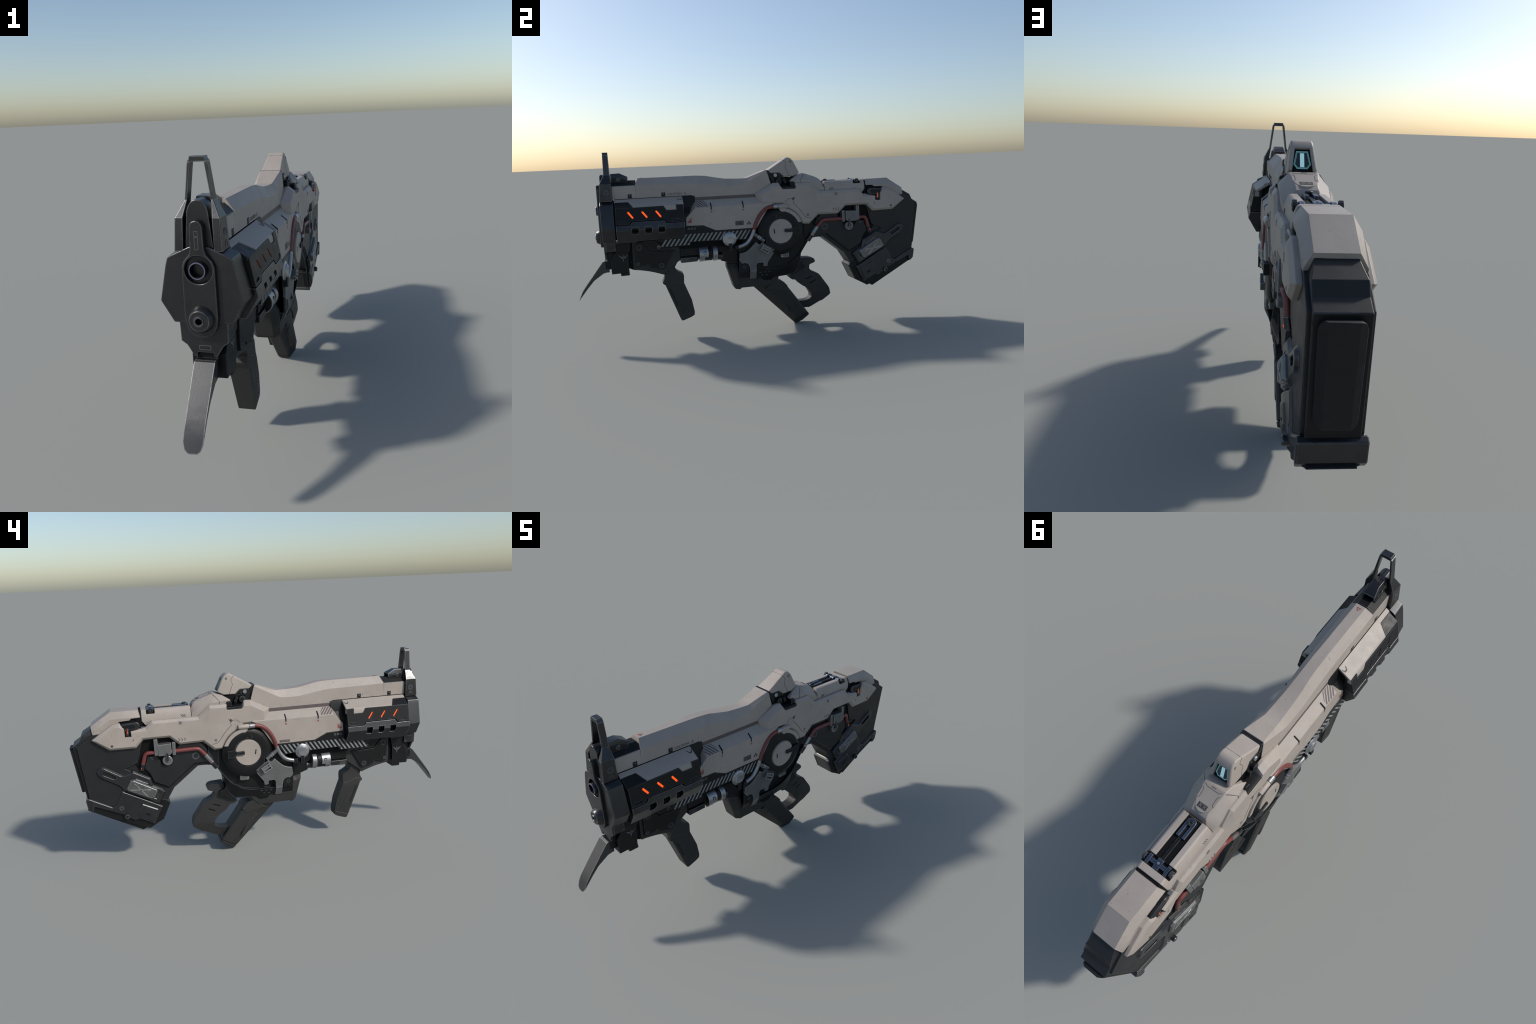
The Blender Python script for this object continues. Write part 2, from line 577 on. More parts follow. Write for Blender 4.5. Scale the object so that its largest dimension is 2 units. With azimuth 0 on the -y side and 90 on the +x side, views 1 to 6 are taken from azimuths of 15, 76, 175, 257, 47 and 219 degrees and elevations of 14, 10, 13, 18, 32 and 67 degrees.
# =================================================================== neck fairing behind the hump
neck_rows = [
    ((.228, .872, .046), (.188, .850, .066), (.189, .832, .066)),
    ((.272, .885, .044), (.247, .847, .075), (.250, .826, .073)),
    ((.290, .880, .043), (.297, .8435, .075), (.297, .826, .073)),
    ((.362, .854, .033), (.345, .819, .074), (.338, .790, .072)),
    ((.378, .842, .034), (.370, .808, .072), (.360, .778, .070)),
    ((.391, .815, .040), (.392, .797, .066), (.393, .777, .066))]
loops = []
for (yt, zt, wt), (yl, zl, wl), (yb, zb, wb) in neck_rows:
    loops.append([(-wb, yb, zb), (-wl, yl, zl), (-wt, yt, zt), (wt, yt, zt), (wl, yl, zl), (wb, yb, zb)])
neck = loft("neck_fairing", loops, WHITE, bevel=.003)
seam("fairing_seam", [(.276, .880), (.2625, .866), (.2475, .847), (.249, .829)],
     lambda y, z: .0445 + (.0305 if z <= .847 else (.885 - z) / .038 * .0305), neck)
# raised top plate with rounded tail
slope = lambda x, y: .8852 - (y - .272) * .345 + .0012
tail = [(.040, .279), (.0385, .335)] + [(.0335 * math.cos(math.radians(a)), .338 + .034 * math.sin(math.radians(a)))
                                       for a in range(15, 180, 15)] + [(-.0385, .335), (-.040, .279)]
prism("fairing_plate", "z", tail, lambda x, y: slope(x, y) - .008, slope, WHITE, bevel=.001, parent=neck)
def top_mark(name, polys, mat, f, parent):
    bms = [prism_bm("z", p, lambda x, y: f(x, y) - .001, lambda x, y: f(x, y) + .0007) for p in polys]
    return finish(join_bm(bms), name, mat, parent=parent)
def bar(p, q, w):
    d = (Vector(q) - Vector(p)).normalized()
    n = Vector((-d.y, d.x)) * w
    return [(p[0] + n.x, p[1] + n.y), (p[0] - n.x, p[1] - n.y), (q[0] - n.x, q[1] - n.y), (q[0] + n.x, q[1] + n.y)]
top_mark("plate_badge", [[(-.019, .343), (.019, .343), (.019, .360), (-.019, .360)]], INK, slope, neck)
top_mark("plate_badge_cross", [bar((cx - .005 * s, .3515 - .006), (cx + .005 * s, .3515 + .006), .0008)
                               for cx in (-.009, .009) for s in (1, -1)], WHITE, lambda x, y: slope(x, y) + .0005, neck)
top_mark("plate_groove", [bar(p, q, .0011) for s in (1, -1) for p, q in
                          (((.036 * s, .295), (.030 * s, .302)), ((.030 * s, .302), (.029 * s, .330)),
                           ((.029 * s, .330), (.036 * s, .336)), ((.036 * s, .282), (.026 * s, .288)))] +
         [bar((-.026, .288), (.026, .288), .0011), bar((-.009, .2805), (.009, .2805), .0018)], INK_SOFT, slope, neck)

# =================================================================== top deck with slide rails
deck_half = [(.030, .834), (.050, .8335), (.0555, .829), (.066, .801), (.067, .772), (0.03, .772)]
deck_row = lambda y: [(-x, y, z) for x, z in reversed(deck_half)] + [(x, y, z) for x, z in deck_half]
deck = prism("top_deck", "y", sym([(0, .8335), (.049, .8335), (.0555, .829), (.0665, .801), (.067, .776), (.0, .776)]),
             .394, .640, WHITE, bevel=.0022)
carve(deck, [prism_bm("z", [(-.0295, .38), (.0295, .38), (.0295, .575), (-.0295, .575)], .822, .9),
             prism_bm("z", [(-.080, .573), (.080, .573), (.080, .614), (-.080, .614)], .815, .9)])
panel("deck_ear", [(.590, .782), (.637, .782), (.637, .776), (.624, .759), (.612, .759)], .0685, .03, WHITE, bevel=.002,
      parent=deck)
ring_mark("deck_ear_screw", (.6135, .769), .0065, .0685, INK_SOFT, parent=deck)
decal("vent_mark", [bar((.421 + .008 * k, .7835), (.429 + .008 * k, .7965), .0013) for k in range(3)], .0668, INK, parent=deck)
chan = box("slide_channel", (-.0285, .0285), (.396, .575), (.815, .8265), SOOT, parent=deck)
box("slide_channel_rear", (-.062, .062), (.574, .613), (.80, .8215), SOOT, parent=deck)
box("slide_rail", (-.0065, .0065), (.412, .60), (.824, .8315), BLACK, bevel=.0012, parent=deck)
# horseshoe-shaped slider
outer = [(-.0185, .478)] + [(.0185 * math.cos(math.radians(a)), .417 - .0185 * math.sin(math.radians(a)))
                           for a in range(180, -1, -15)] + [(.0185, .478)]
inner_u = [(.0062, .478)] + [(.0062 * math.cos(math.radians(a)), .432 - .0062 * math.sin(math.radians(a)))
                            for a in range(0, 181, 20)] + [(-.0062, .478)]
prism("slider_shoe", "z", outer + inner_u, .826, .8385, BLUED, bevel=.0016, parent=deck)
lathe("slider_bolt", "z", (0, .419), [(0, .842), (.004, .842), (.005, .8445), (.0095, .8445), (.011, .843), (.011, .83)], BLACK, 24,
      parent=deck)
# rear clamp with knurled knobs
box("clamp_bar", (-.046, .046), (.585, .600), (.818, .8315), BLUED, bevel=.0015, parent=deck)
for xc, w, y0 in ((0, .0115, .570), (.040, .0065, .574), (-.040, .0065, .574)):
    prism("clamp_strap", "x", [(y0, .829), (y0 + .004, .8365), (.600, .8365), (.612, .832), (.613, .826), (y0, .824)],
          xc - w, xc + w, BLUED, bevel=.0012, parent=deck)
lathe("clamp_screw", "z", (0, .590), [(0, .8395), (.0045, .8395), (.005, .836)], STEEL, 16, parent=deck)
def gear(c, r, n, depth):
    return [(c[0] + (r if (k // 2) % 2 else r - depth) * math.cos(2 * math.pi * k / (4 * n)),
             c[1] + (r if (k // 2) % 2 else r - depth) * math.sin(2 * math.pi * k / (4 * n))) for k in range(4 * n)]
panel("clamp_knob", gear((.593, .829), .0125, 14, .0012), .0635, .052, BLACK, bevel=.0008, parent=deck)
lathe("clamp_knob_pin", "x", (.593, .829), [(0, .0655), (.0035, .0655), (.0045, .064), (.0045, .05)], GUNMETAL, 16, pair=True, parent=deck)
panel("knob_recess", [(.575, .812), (.612, .812), (.612, .828), (.575, .828)], .0605, .04, SOOT, parent=deck)

# =================================================================== butt cover
rows = [((.652, .8345, .048), (.645, .803, .0695), (.668, .776, .066)),
        ((.789, .8355, .048), (.790, .8005, .0705), (.792, .762, .0665)),
        ((.8875, .7725, .0475), (.884, .7405, .066), (.872, .7175, .0665))]
loops = []
for (yt, zt, wt), (yl, zl, wl), (yb, zb, wb) in rows:
    loops.append([(-wb, yb, zb), (-wl, yl, zl), (-wt, yt, zt), (wt, yt, zt), (wl, yl, zl), (wb, yb, zb)])
butt = loft("butt_cover", loops, WHITE, bevel=.004, seg=3)
carve(butt, [prism_bm("x", [(.63, .70), (.770, .70), (.763, .766), (.750, .7875), (.699, .7895), (.690, .7980), (.63, .8000)],
                      s * .0585, s * .12) for s in (1, -1)])
prism("cover_joint", "y", sym([(0, .8285), (.0465, .8285), (.0525, .8240), (.0640, .799), (.0640, .75), (0, .75)]), .637, .668, SOOT)
panel("cover_recess", [(.630, .735), (.640, .800), (.700, .800), (.765, .785), (.76, .735)], .0595, .03, SOOT)
# selector knob with indicator light
sel = panel("selector_knob", circle((.7370, .7580), .0200, 10, -90, 90) + circle((.6710, .7620), .0200, 10, 90, 270), .0815, .05, GUNMETAL,
            bevel=.005, seg=3)
panel("selector_face", circle((.728, .7585), .013, 8, -90, 90) + circle((.683, .7615), .013, 8, 90, 270), .0830, .07, BLACK,
      bevel=.001, parent=sel)
panel("selector_stem", [(.7055, .751), (.7235, .750), (.7215, .7175), (.7085, .7185)], .0850, .06, GUNMETAL, bevel=.002, parent=sel)
decal("selector_light", [bar((.7140, .745), (.7145, .726), .0014), bar((.7136, .7535), (.7138, .7505), .0014)], .0852, ORANGE_DIM, parent=sel)
panel("selector_pin", [(.632, .742), (.648, .742), (.648, .752), (.632, .752)], .078, .05, GREY_LINE, bevel=.001, parent=sel)

# =================================================================== rear side panels
DC = (.117, .5685)                                   # centre of the drum
side_pts = [(.022, .735), (.020, .777), (.091, .816), (.126, .816), (.138, .801), (.210, .800), (.2195, .8155),
            (.297, .816), (.357, .764), (.588, .765), (.621, .734), (.698, .733), (.698, .711), (.729, .7105),
            (.731, .752), (.752, .765), (.780, .7625), (.868, .705), (.807, .6625), (.687, .661), (.649, .700),
            (.509, .700), (.462, .657), (.341, .659), (.285, .609), (.2535, .6085)]
side_pts += circle(DC, .1405, 9, 20, 79) + [(.140, .7295), (.06, .731)]
xs = .0905
big = offset(side_pts, .0120)
# the blunt front end has a wider, steeper chamfer; mating edges keep small ones
for i, p in {0: (-.005, .752), 1: (-.016, .786), 2: (.089, .8385), 3: (.121, .8385), 4: (.136, .8035), 5: (.212, .803),
             11: (.7005, .736), 12: (.6985, .711), 13: (.729, .7103), 14: (.7285, .753),
             25: (.254, .6)}.items():
    big[i] = p
for i in (4, 5, 6, 7, 8, 9, 10, 15, 16, 17):       # upward-facing chamfers are a little taller
    big[i] = (big[i][0], big[i][1] + .0040)
n = len(side_pts)
xin = [xs - .0105] * n
xin[0] = .062; xin[1] = .0535; xin[2] = .064; xin[3] = .064
mid = [place("x", p, xin[i]) for i, p in enumerate(big)]
base = [place("x", p, min(xin[i], .05)) for i, p in enumerate(big)]
side_panels = loft("rear_side_panel", [base, mid, [place("x", p, xs) for p in side_pts]], WHITE, bevel=.002, pair=True)
SP = side_panels
seam("panel_seam", [(.148, .731), (.167, .747), (.189, .7475), (.200, .735), (.196, .721), (.211, .708), (.231, .687), (.249, .662),
                    (.263, .643), (.278, .633), (.300, .632)], xs, SP, .0013)
panel("seam_key", [(.196, .737), (.206, .7475), (.1975, .756), (.1875, .7455)], xs + .0006, xs - .003, INK, parent=SP)
decal("seam_tick", [bar((.205, .752), (.209, .757), .0018)], xs, INK_SOFT, parent=SP)
for c, r in (((.280, .651), .0078), ((.796, .6735), .0062)):
    lathe("panel_screw", "x", c, [(0, xs + .0006), (r * .8, xs + .0008), (r, xs + .0004), (r, xs - .002)], INK_SOFT if r > .007 else INK, 18,
          pair=True, parent=SP)
decal("chevron_mark", [q for k in range(3) for q in (bar((.4335 + .0145 * k, .6725), (.4405 + .0145 * k, .6805), .0012),
                                                   bar((.4335 + .0145 * k, .6725), (.4405 + .0145 * k, .6645), .0012))], xs, INK,
      parent=SP)
panel("panel_notch", [(.446, .752), (.461, .752), (.461, .7665), (.446, .7665)], xs + .0008, xs - .008, INK_SOFT, parent=SP)
decal("crescent_mark", [[(.6865, .7035), (.693, .696), (.6955, .6865), (.690, .690), (.687, .697)]], xs, INK_SOFT, parent=SP)
panel("selector_slot", [(.699, .714), (.7285, .7125), (.7295, .756), (.699, .756)], .080, .05, SOOT, parent=SP)

# =================================================================== forward side panels with sloping ledge
XL = .0945
bottom = [(-.412, .6335), (-.318, .6305), (-.251, .5985), (-.02, .597), (.02, .66)]
out_l = [(-.3565, .7275), (-.410, .675)] + bottom + [(.06, .715), (.09, .731)]
in_l = [(-.3535, .7655), (-.4125, .678)] + [(y, z) for y, z in bottom] + [(.06, .715), (.09, .7655)]
fp = loft("forward_side_panel", [[place("x", p, .03) for p in in_l], [place("x", p, W) for p in in_l],
                                 [place("x", p, XL) for p in out_l]], WHITE, bevel=.002, pair=True)
ledge_x = lambda y, z: W + (XL - W) * (.7655 - z) / .038
def tick_at(yc):
    pts = [(.0722, .7500), (.0958, .7312), (.0956, .713), (.090, .713), (.090, .722), (.070, .745)]
    prism("ledge_slit", "y", pts, yc - .0026, yc + .0026, SOOT, pair=True, parent=fp)
    decal("red_pointer", [[(yc - .004, .7065), (yc + .0075, .7060), (yc - .0035, .6945)]], XL, REDMARK, parent=fp)
tick_at(-.2700); tick_at(-.0930)
decal("red_corner_mark", [[(-.380, .676), (-.380, .6485), (-.405, .6490)]], XL, REDMARK, parent=fp)
zone = [(-.3555, .7635), (-.3565, .7300), (-.287, .7300), (-.2865, .742), (-.308, .7635)]
decal("ledge_stripe", [clip([(y0 - .02, .7700), (y0 - .011, .7700), (y0 + .044, .7220), (y0 + .035, .7220)],
                            zone) for y0 in (-.366, -.350, -.334, -.318, -.302)], ledge_x, BROWN, parent=fp)
badge = [(-.141, .6185), (-.094, .6185), (-.094, .6425), (-.141, .6425)]
decal("badge_block", [badge], XL, INK, pair=False, parent=fp[0])
decal("badge_cross", [bar((c + .003 * s, .6305 + .003 * t), (c + .0085 * s, .6305 + .0085 * t), .0008)
                      for c, lst in ((-.130, ((1, 1), (1, -1), (-1, 1), (-1, -1))), (-.1055, ((1, 1), (-1, 1), (1, -1))))
                      for s, t in lst], XL + .0006, WHITE, pair=False, parent=fp[0])
decal("hazard_trefoil", [circle((-.0715, .6235), .0052, 10), circle((-.0580, .6235), .0052, 10), circle((-.0648, .6330), .0052, 10)],
      XL, INK, pair=False, parent=fp[0])
lab = decal("warning_label", [[(-.112, .6035), (-.056, .6035), (-.056, .6165), (-.112, .6165)]], XL, BROWN, pair=False, parent=fp[1])
# the parent on the left is mirrored, so this label sits on the left side
wtext = text("warning_lettering", "WARNING", .0098, -.0660, .6066, XL + .0012, WHITE, -1)

# =================================================================== lower strip with hazard stripes
XSTR = .0925
strip_pts = [(-.416, .632), (-.3185, .6285), (-.2515, .5965), (-.055, .5955), (-.048, .590), (-.085, .5365), (-.267, .5435), (-.386, .5445),
             (-.399, .5285), (-.529, .5265), (-.5335, .538), (-.543, .549), (-.556, .556), (-.566, .5575), (-.566, .568), (-.479, .571), (-.421, .579)]
strip = panel("lower_side_strip", strip_pts, XSTR, .03, BLACK, bevel=.0015)
zones = [[(-.562, .530), (-.425, .530), (-.425, .5675), (-.562, .5675)],
         [(-.425, .530), (-.3985, .530), (-.3985, .5885), (-.425, .5885)],
         [(-.3985, .547), (-.2675, .5465), (-.2675, .5885), (-.3985, .5885)],
         [(-.2675, .5465), (-.089, .5395), (-.0595, .5885), (-.2675, .5885)]]
polys = []
notch = lambda y: 0
for k in range(26):
    y0 = -.600 + .0235 * k
    raw = [(y0, .528), (y0 + .0098, .528), (y0 + .0098 + .0432, .590), (y0 + .0432, .590)]
    for zn in zones:
        q = clip(raw, zn)
        if q and not (zn is zones[0] and max(p[0] for p in q) < -.538):
            polys.append(q)
decal("hazard_stripe", polys, XSTR, STRIPE, parent=strip)
for yc in (-.398, -.382, -.366):
    ring_mark("strip_rivet", (yc, .6165), .0055, XSTR, STRIPE, parent=strip)

# =================================================================== light pods beside the muzzle
pz_top = lambda x, y: .793 - (x - .053) * (.0365 / .059)
pod = prism("pod_body", "y", [(.04, .785), (.060, .782), (.097, .752), (.107, .72), (.117, .664), (.121, .63), (.086, .582), (.04, .578)],
            -.80, -.428, SOOT, pair=True, bevel=.002)
prism("pod_cover", "z", [(.0535, -.776), (.0535, -.419), (.113, -.419), (.113, -.682), (.071, -.705), (.071, -.776)],
      lambda x, y: pz_top(x, y) - .012, pz_top, WHITE, bevel=.0015, pair=True, parent=pod)
prism("pod_cover_lip", "y", [(.1125, .7562), (.1165, .7525), (.1195, .7415), (.1215, .727), (.100, .727), (.100, .745)], -.682, -.4195, WHITE,
      bevel=.0015, pair=True, parent=pod)
prism("pod_cap", "z", [(.0725, -.7745), (.0725, -.7065), (.114, -.6835), (.117, -.6835), (.117, -.7745)],
      lambda x, y: pz_top(x, y) - .012, lambda x, y: pz_top(x, y) - .0025, BLACK, bevel=.002, pair=True, parent=pod)
decal("pod_chevron", [bar((-.447, .7835), (-.440, .7765), .0014), bar((-.440, .7765), (-.428, .7765), .0014),
                      bar((-.428, .7765), (-.423, .784), .0014)], lambda y, z: .053 + (.793 - z) * (.059 / .0365), INK, parent=pod,
      thick=.0016)
pod_x = lambda y, z: .1205 + (.752 - z) * (.0180 / .088)
light_pts = [(-.773, .7495), (-.526, .7520), (-.511, .7275), (-.459, .7275), (-.461, .7545), (-.4205, .7535), (-.4225, .6645), (-.512, .6650),
             (-.525, .6815), (-.699, .6815), (-.710, .6645), (-.7745, .6645)]
lp = panel("light_panel", light_pts, pod_x, .09, BLACK, bevel=.0018, parent=pod)
slots = [((-.7085, .7255), (-.6885, .6985)), ((-.6365, .7250), (-.6165, .6985)), ((-.5650, .7250), (-.5450, .6975))]
cut = [prism_bm("x", capsule(p, q, .0046), lambda y, z: pod_x(y, z) - .0090, .2) for p, q in slots]
cut += [prism_bm("x", [(-.759, .673), (-.7235, .6735), (-.7235, .6825), (-.759, .6825)], lambda y, z: pod_x(y, z) - .006, .2)]
cut += [prism_bm("x", [(-.484, .667), (-.4335, .6665), (-.4335, .6815), (-.484, .6815)], lambda y, z: pod_x(y, z) - .003, .2)]
carve(lp, cut)
for p, q in slots:
    panel("light_strip", capsule(p, q, .0043), lambda y, z: pod_x(y, z) - .0070, lambda y, z: pod_x(y, z) - .0100, ORANGE, parent=pod)
# lower rail with three windows
def rail_x(y, z):
    if z >= .635:
        return lerp(.1455, .1345, (z - .635) / .043)
    return lerp(.1455, .1095, (.635 - z) / .061)
rail_pts = [(-.776, .6610), (-.7055, .6610), (-.6935, .6780), (-.527, .6770), (-.515, .6610), (-.422, .6610), (-.4235, .5745), (-.478, .5745),
            (-.484, .5720), (-.667, .5725), (-.690, .5665), (-.774, .5670)]
rail = panel("pod_rail", rail_pts, rail_x, .075, GUNMETAL, cuts=[(1, .635)], bevel=.0018, parent=pod)
wins = []
for yc in (-.6795, -.6115, -.5440):
    wins.append(prism_bm("x", [(yc - .0165, .6495), (yc + .0165, .6495), (yc + .0165, .625), (yc + .0125, .6125), (yc - .0130, .6125),
                               (yc - .0165, .625)], lambda y, z: .112 + max(0, (z - .612)) * .3, .2))
carve(rail, wins)
# black throat between pod and forward panel
prism("pod_throat", "y", [(.03, .793), (.052, .793), (.058, .775), (.066, .735), (.090, .70), (.090, .61), (.03, .60)], -.43, -.350, BLACK, bevel=.003,
      pair=True, parent=pod)

# =================================================================== muzzle block
collar_half = [(0, .797), (.028, .797), (.085, .7715), (.094, .7660), (.101, .744), (.1235, .6395), (.0865, .5765), (0, .5765)]
collar_rear = [(0, .797), (.030, .797), (.088, .7735), (.0975, .7680), (.106, .746), (.1315, .6395), (.0900, .5775), (0, .5775)]
fl = lambda h, y: [(x, y, z) for x, z in sym(h)]
collar = loft("muzzle_collar", [fl(collar_half, -.8495), fl(collar_half, -.842), fl(collar_rear, -.781)], GUNMETAL, bevel=.0035, seg=3)
low_half = [(0, .60), (.0725, .60), (.0725, .5745), (.0710, .5200), (.0545, .5085), (.0340, .4745), (.0245, .4745), (.0235, .4870), (0, .4870)]
lower = prism("muzzle_chin", "y", sym(low_half), -.8465, -.835, GUNMETAL, bevel=.002, parent=collar)
prism("chin_body", "y", sym([(0, .60), (.0705, .60), (.0705, .5725), (.0695, .5215), (.053, .5125), (0, .5125)]), -.836, -.787, GUNMETAL, bevel=.002,
      parent=collar)
ring_mark("chin_screw", (-.7935, .531), .0052, .0705, parent=collar)
decal("chin_line", [bar((-.832, .5595), (-.80, .5605), .0008)], .0706, GREY_LINE, parent=collar)
prism("chin_label", "y", ring_polys([(-.0175, .4955), (.0175, .4955), (.0175, .509), (-.0175, .509)], .0012)[0], -.8472, -.8460, GREY_LINE, parent=collar)
bm = join_bm([prism_bm("y", p, -.8471, -.8460) for p in ring_polys([(-.0175, .4955), (.0175, .4955), (.0175, .509), (-.0175, .509)], .0012)])
finish(bm, "chin_outline", GREY_LINE, parent=collar)
# muzzle plate with the rounded foot and the raised tongue
plate_half = [(0, .8720), (.0110, .8690), (.0165, .8620), (.0190, .850), (.0205, .793), (.0245, .778), (.0410, .7600), (.0475, .741), (.0490, .600), (.0455, .573),
              (.0370, .556), (.0240, .543), (0, .5375)]
plate = prism("muzzle_plate", "y", sym(plate_half), -.8625, -.835, GUNMETAL, bevel=.003, seg=3)
carve(plate, [lathe_bm("y", (0, .735), [(0, -.90), (.0395, -.90), (.0395, -.838), (0, -.838)], 40)])
lathe("muzzle_bore", "y", (0, .735), [(.0392, -.861), (.0392, -.8385), (.0, -.8385)], SOOT, 40, parent=plate)
lathe("barrel", "y", (0, .735), [(.0185, -.840), (.0205, -.8715), (.0240, -.8715), (.0246, -.8700), (.0250, -.838)], GUNMETAL, 40, parent=plate)
lathe("barrel_rim", "y", (0, .735), [(.0213, -.8710), (.0216, -.8726), (.0236, -.8726), (.0243, -.8712), (.0243, -.868), (.0213, -.868)], PURPLE, 40, closed=True, parent=plate)
lathe("bore_liner", "y", (0, .735), [(.0204, -.8712), (.0183, -.842), (0, -.8415)], SOOT, 32, parent=plate)
lathe("lower_barrel", "y", (0, .594), [(.0400, -.856), (.0385, -.8660), (.0305, -.8815), (.0290, -.8828), (.0160, -.8828), (.0150, -.8815), (.0148, -.8850), (.0138, -.8865),
                                       (.0105, -.8865), (.0095, -.8850), (.0095, -.868), (0, -.868)], GUNMETAL, 40, parent=plate)
lathe("lower_bore", "y", (0, .594), [(.0094, -.8835), (.0092, -.8685), (0, -.8684)], SOOT, 24, parent=plate)
for z0, z1 in ((.829, .8435), (.792, .8265)):
    bm = join_bm([prism_bm("y", p, -.8631, -.862) for p in ring_polys([(-.0055, z0), (.0055, z0), (.0055, z1), (-.0055, z1)], .001)])
    finish(bm, "plate_outline", GREY_LINE, parent=plate)
# rounded back plate between the sight posts
back_half = [(0, .9255), (.0100, .9235), (.0190, .9170), (.0265, .9060), (.0310, .892), (.0335, .869), (.0405, .794), (.0405, .78), (0, .78)]
prism("muzzle_backplate", "y", sym(back_half), -.8405, -.786, GUNMETAL, bevel=.002)

# =================================================================== front sight frame
post_rows = [((.0440, .0700), (-.8490, -.7830), .7835), ((.0440, .0700), (-.8490, -.7830), .787), ((.0415, .0650), (-.8430, -.7840), .8755),
             ((.0335, .0415), (-.8185, -.7880), .9215), ((.0190, .0285), (-.8165, -.7890), 1.0245)]
loops = [[(x0, y0, z), (x1, y0, z), (x1, y1, z), (x0, y1, z)] for (x0, x1), (y0, y1), z in post_rows]
posts = loft("sight_post", loops, GUNMETAL, bevel=.0022, pair=True, smooth=9)
bar_half = [(0, 1.0235), (.0285, 1.0235), (.0275, 1.0275), (.0235, 1.0300), (.0215, 1.0388), (0, 1.0388)]
prism("sight_bridge", "y", sym(bar_half), -.8165, -.789, GUNMETAL, bevel=.0012, parent=posts[0])
post_x = lambda y, z: lerp(.0700, .0650, (z - .787) / .0885)
for r in (.0135, .0085):
    lathe("post_ring", "x", (-.811, .831), [(r - .0016, .06), (r - .0016, .0684), (r, .0684), (r, .06)], GREY_LINE, 24, closed=True,
          pair=True, parent=posts)
decal("post_notch", [[(-.823, .793), (-.8205, .807), (-.815, .8105), (-.806, .8105), (-.802, .807), (-.800, .793), (-.804, .793), (-.806, .802), (-.816, .802),
                      (-.819, .793)]], post_x, INK, parent=posts)

# rear of the front sight: base block and hooded latch
prism("sight_base", "y", sym([(0, .889), (.0205, .889), (.0485, .8635), (.0485, .855), (0, .855)]), -.784, -.6575, BLACK, bevel=.001)
hood_pts = [(-.784, .9275), (-.737, .9285), (-.6965, .9085), (-.6975, .8800), (-.784, .8800)]
hood = slab("sight_hood", hood_pts, lambda y, z: .0275 if z < .905 else .0275 - (z - .905) * .33, GUNMETAL, cuts=[(1, .905)], bevel=.0018)
carve(hood, [prism_bm("x", [(-.712, .886), (-.68, .886), (-.68, .904), (-.712, .909)], -.0195, .0195)])
panel("hood_latch", [(-.778, .8815), (-.700, .8785), (-.699, .8900), (-.716, .900), (-.735, .9005), (-.745, .9075), (-.778, .9070)], .0315, .02, BLACK, bevel=.0012,
      parent=hood)
lathe("hood_pin", "x", (-.7475, .8955), [(0, .0345), (.0085, .0345), (.0105, .033), (.0105, .028)], GUNMETAL, 20, pair=True, parent=hood)

# =================================================================== block under the muzzle
slab("chin_extension", [(-.789, .562), (-.710, .559), (-.718, .512), (-.789, .512)], .058, BLACK, bevel=.002)

box("chin_filler_side", (-.032, .032), (-.8365, -.815), (.466, .514), BLACK)
emb = slab("emblem_block", [(-.795, .5090), (-.7235, .5105), (-.7275, .409), (-.725, .383), (-.771, .382), (-.772, .397), (-.8165, .3955), (-.8185, .412), (-.8185, .470)],
           .0525, BLACK, bevel=.0025)
slab("chin_neck", [(-.820, .513), (-.789, .513), (-.789, .42), (-.849, .421), (-.851, .466), (-.820, .467)], .031, BLACK, bevel=.002)
slab("bracket_spine", [(-.73, .557), (-.688, .561), (-.705, .409), (-.728, .42)], .038, SOOT, bevel=.001)
c0 = (-.7525, .480)
wing = []
for s in (1, -1):
    for k in range(4):
        wing.append([(c0[0] + s * .003, c0[1] - .004 + .002 * k), (c0[0] + s * (.012 + .0035 * k), c0[1] + .001 + .0042 * k),
                     (c0[0] + s * (.012 + .0045 * k), c0[1] + .0042 + .0043 * k), (c0[0] + s * .003, c0[1] - .0015 + .002 * k)])
wing += [[(c0[0] - .0022, c0[1] + .004), (c0[0] + .0022, c0[1] + .004), (c0[0] + .0018, c0[1] + .016), (c0[0] - .0018, c0[1] + .016)],
         [(c0[0], c0[1] - .023), (c0[0] + .0025, c0[1] - .006), (c0[0], c0[1] + .001), (c0[0] - .0025, c0[1] - .006)]]
decal("winged_emblem", wing, .0525, GREY_LINE, parent=emb)

# =================================================================== bayonet
# stations along the blade: front edge (y, z), back edge (y, z), half width
blade_rows = [((-.8535, .4670), (-.8345, .4060), .0305), ((-.8610, .4640), (-.8440, .4045), .0315), ((-.9020, .4110), (-.8620, .4000), .0310), ((-.9290, .3755), (-.9120, .3660), .0305),
              ((-.9540, .3430), (-.9420, .3330), .0300), ((-.9770, .3110), (-.9690, .3000), .0300), ((-.9890, .2860), (-.9855, .2795), .0298),
              ((-.9965, .2690), (-.9950, .2660), .0245), ((-1.0000, .2595), (-.9994, .2585), .0140)]
loops = [[(-w, *f), (w, *f), (w * .93, *b), (-w * .93, *b)] for f, b, w in blade_rows]
blade = loft("bayonet", loops, BLADE, bevel=.0015)
box("bayonet_mount", (-.029, .029), (-.853, -.83), (.404, .465), GUNMETAL, bevel=.002, parent=blade)

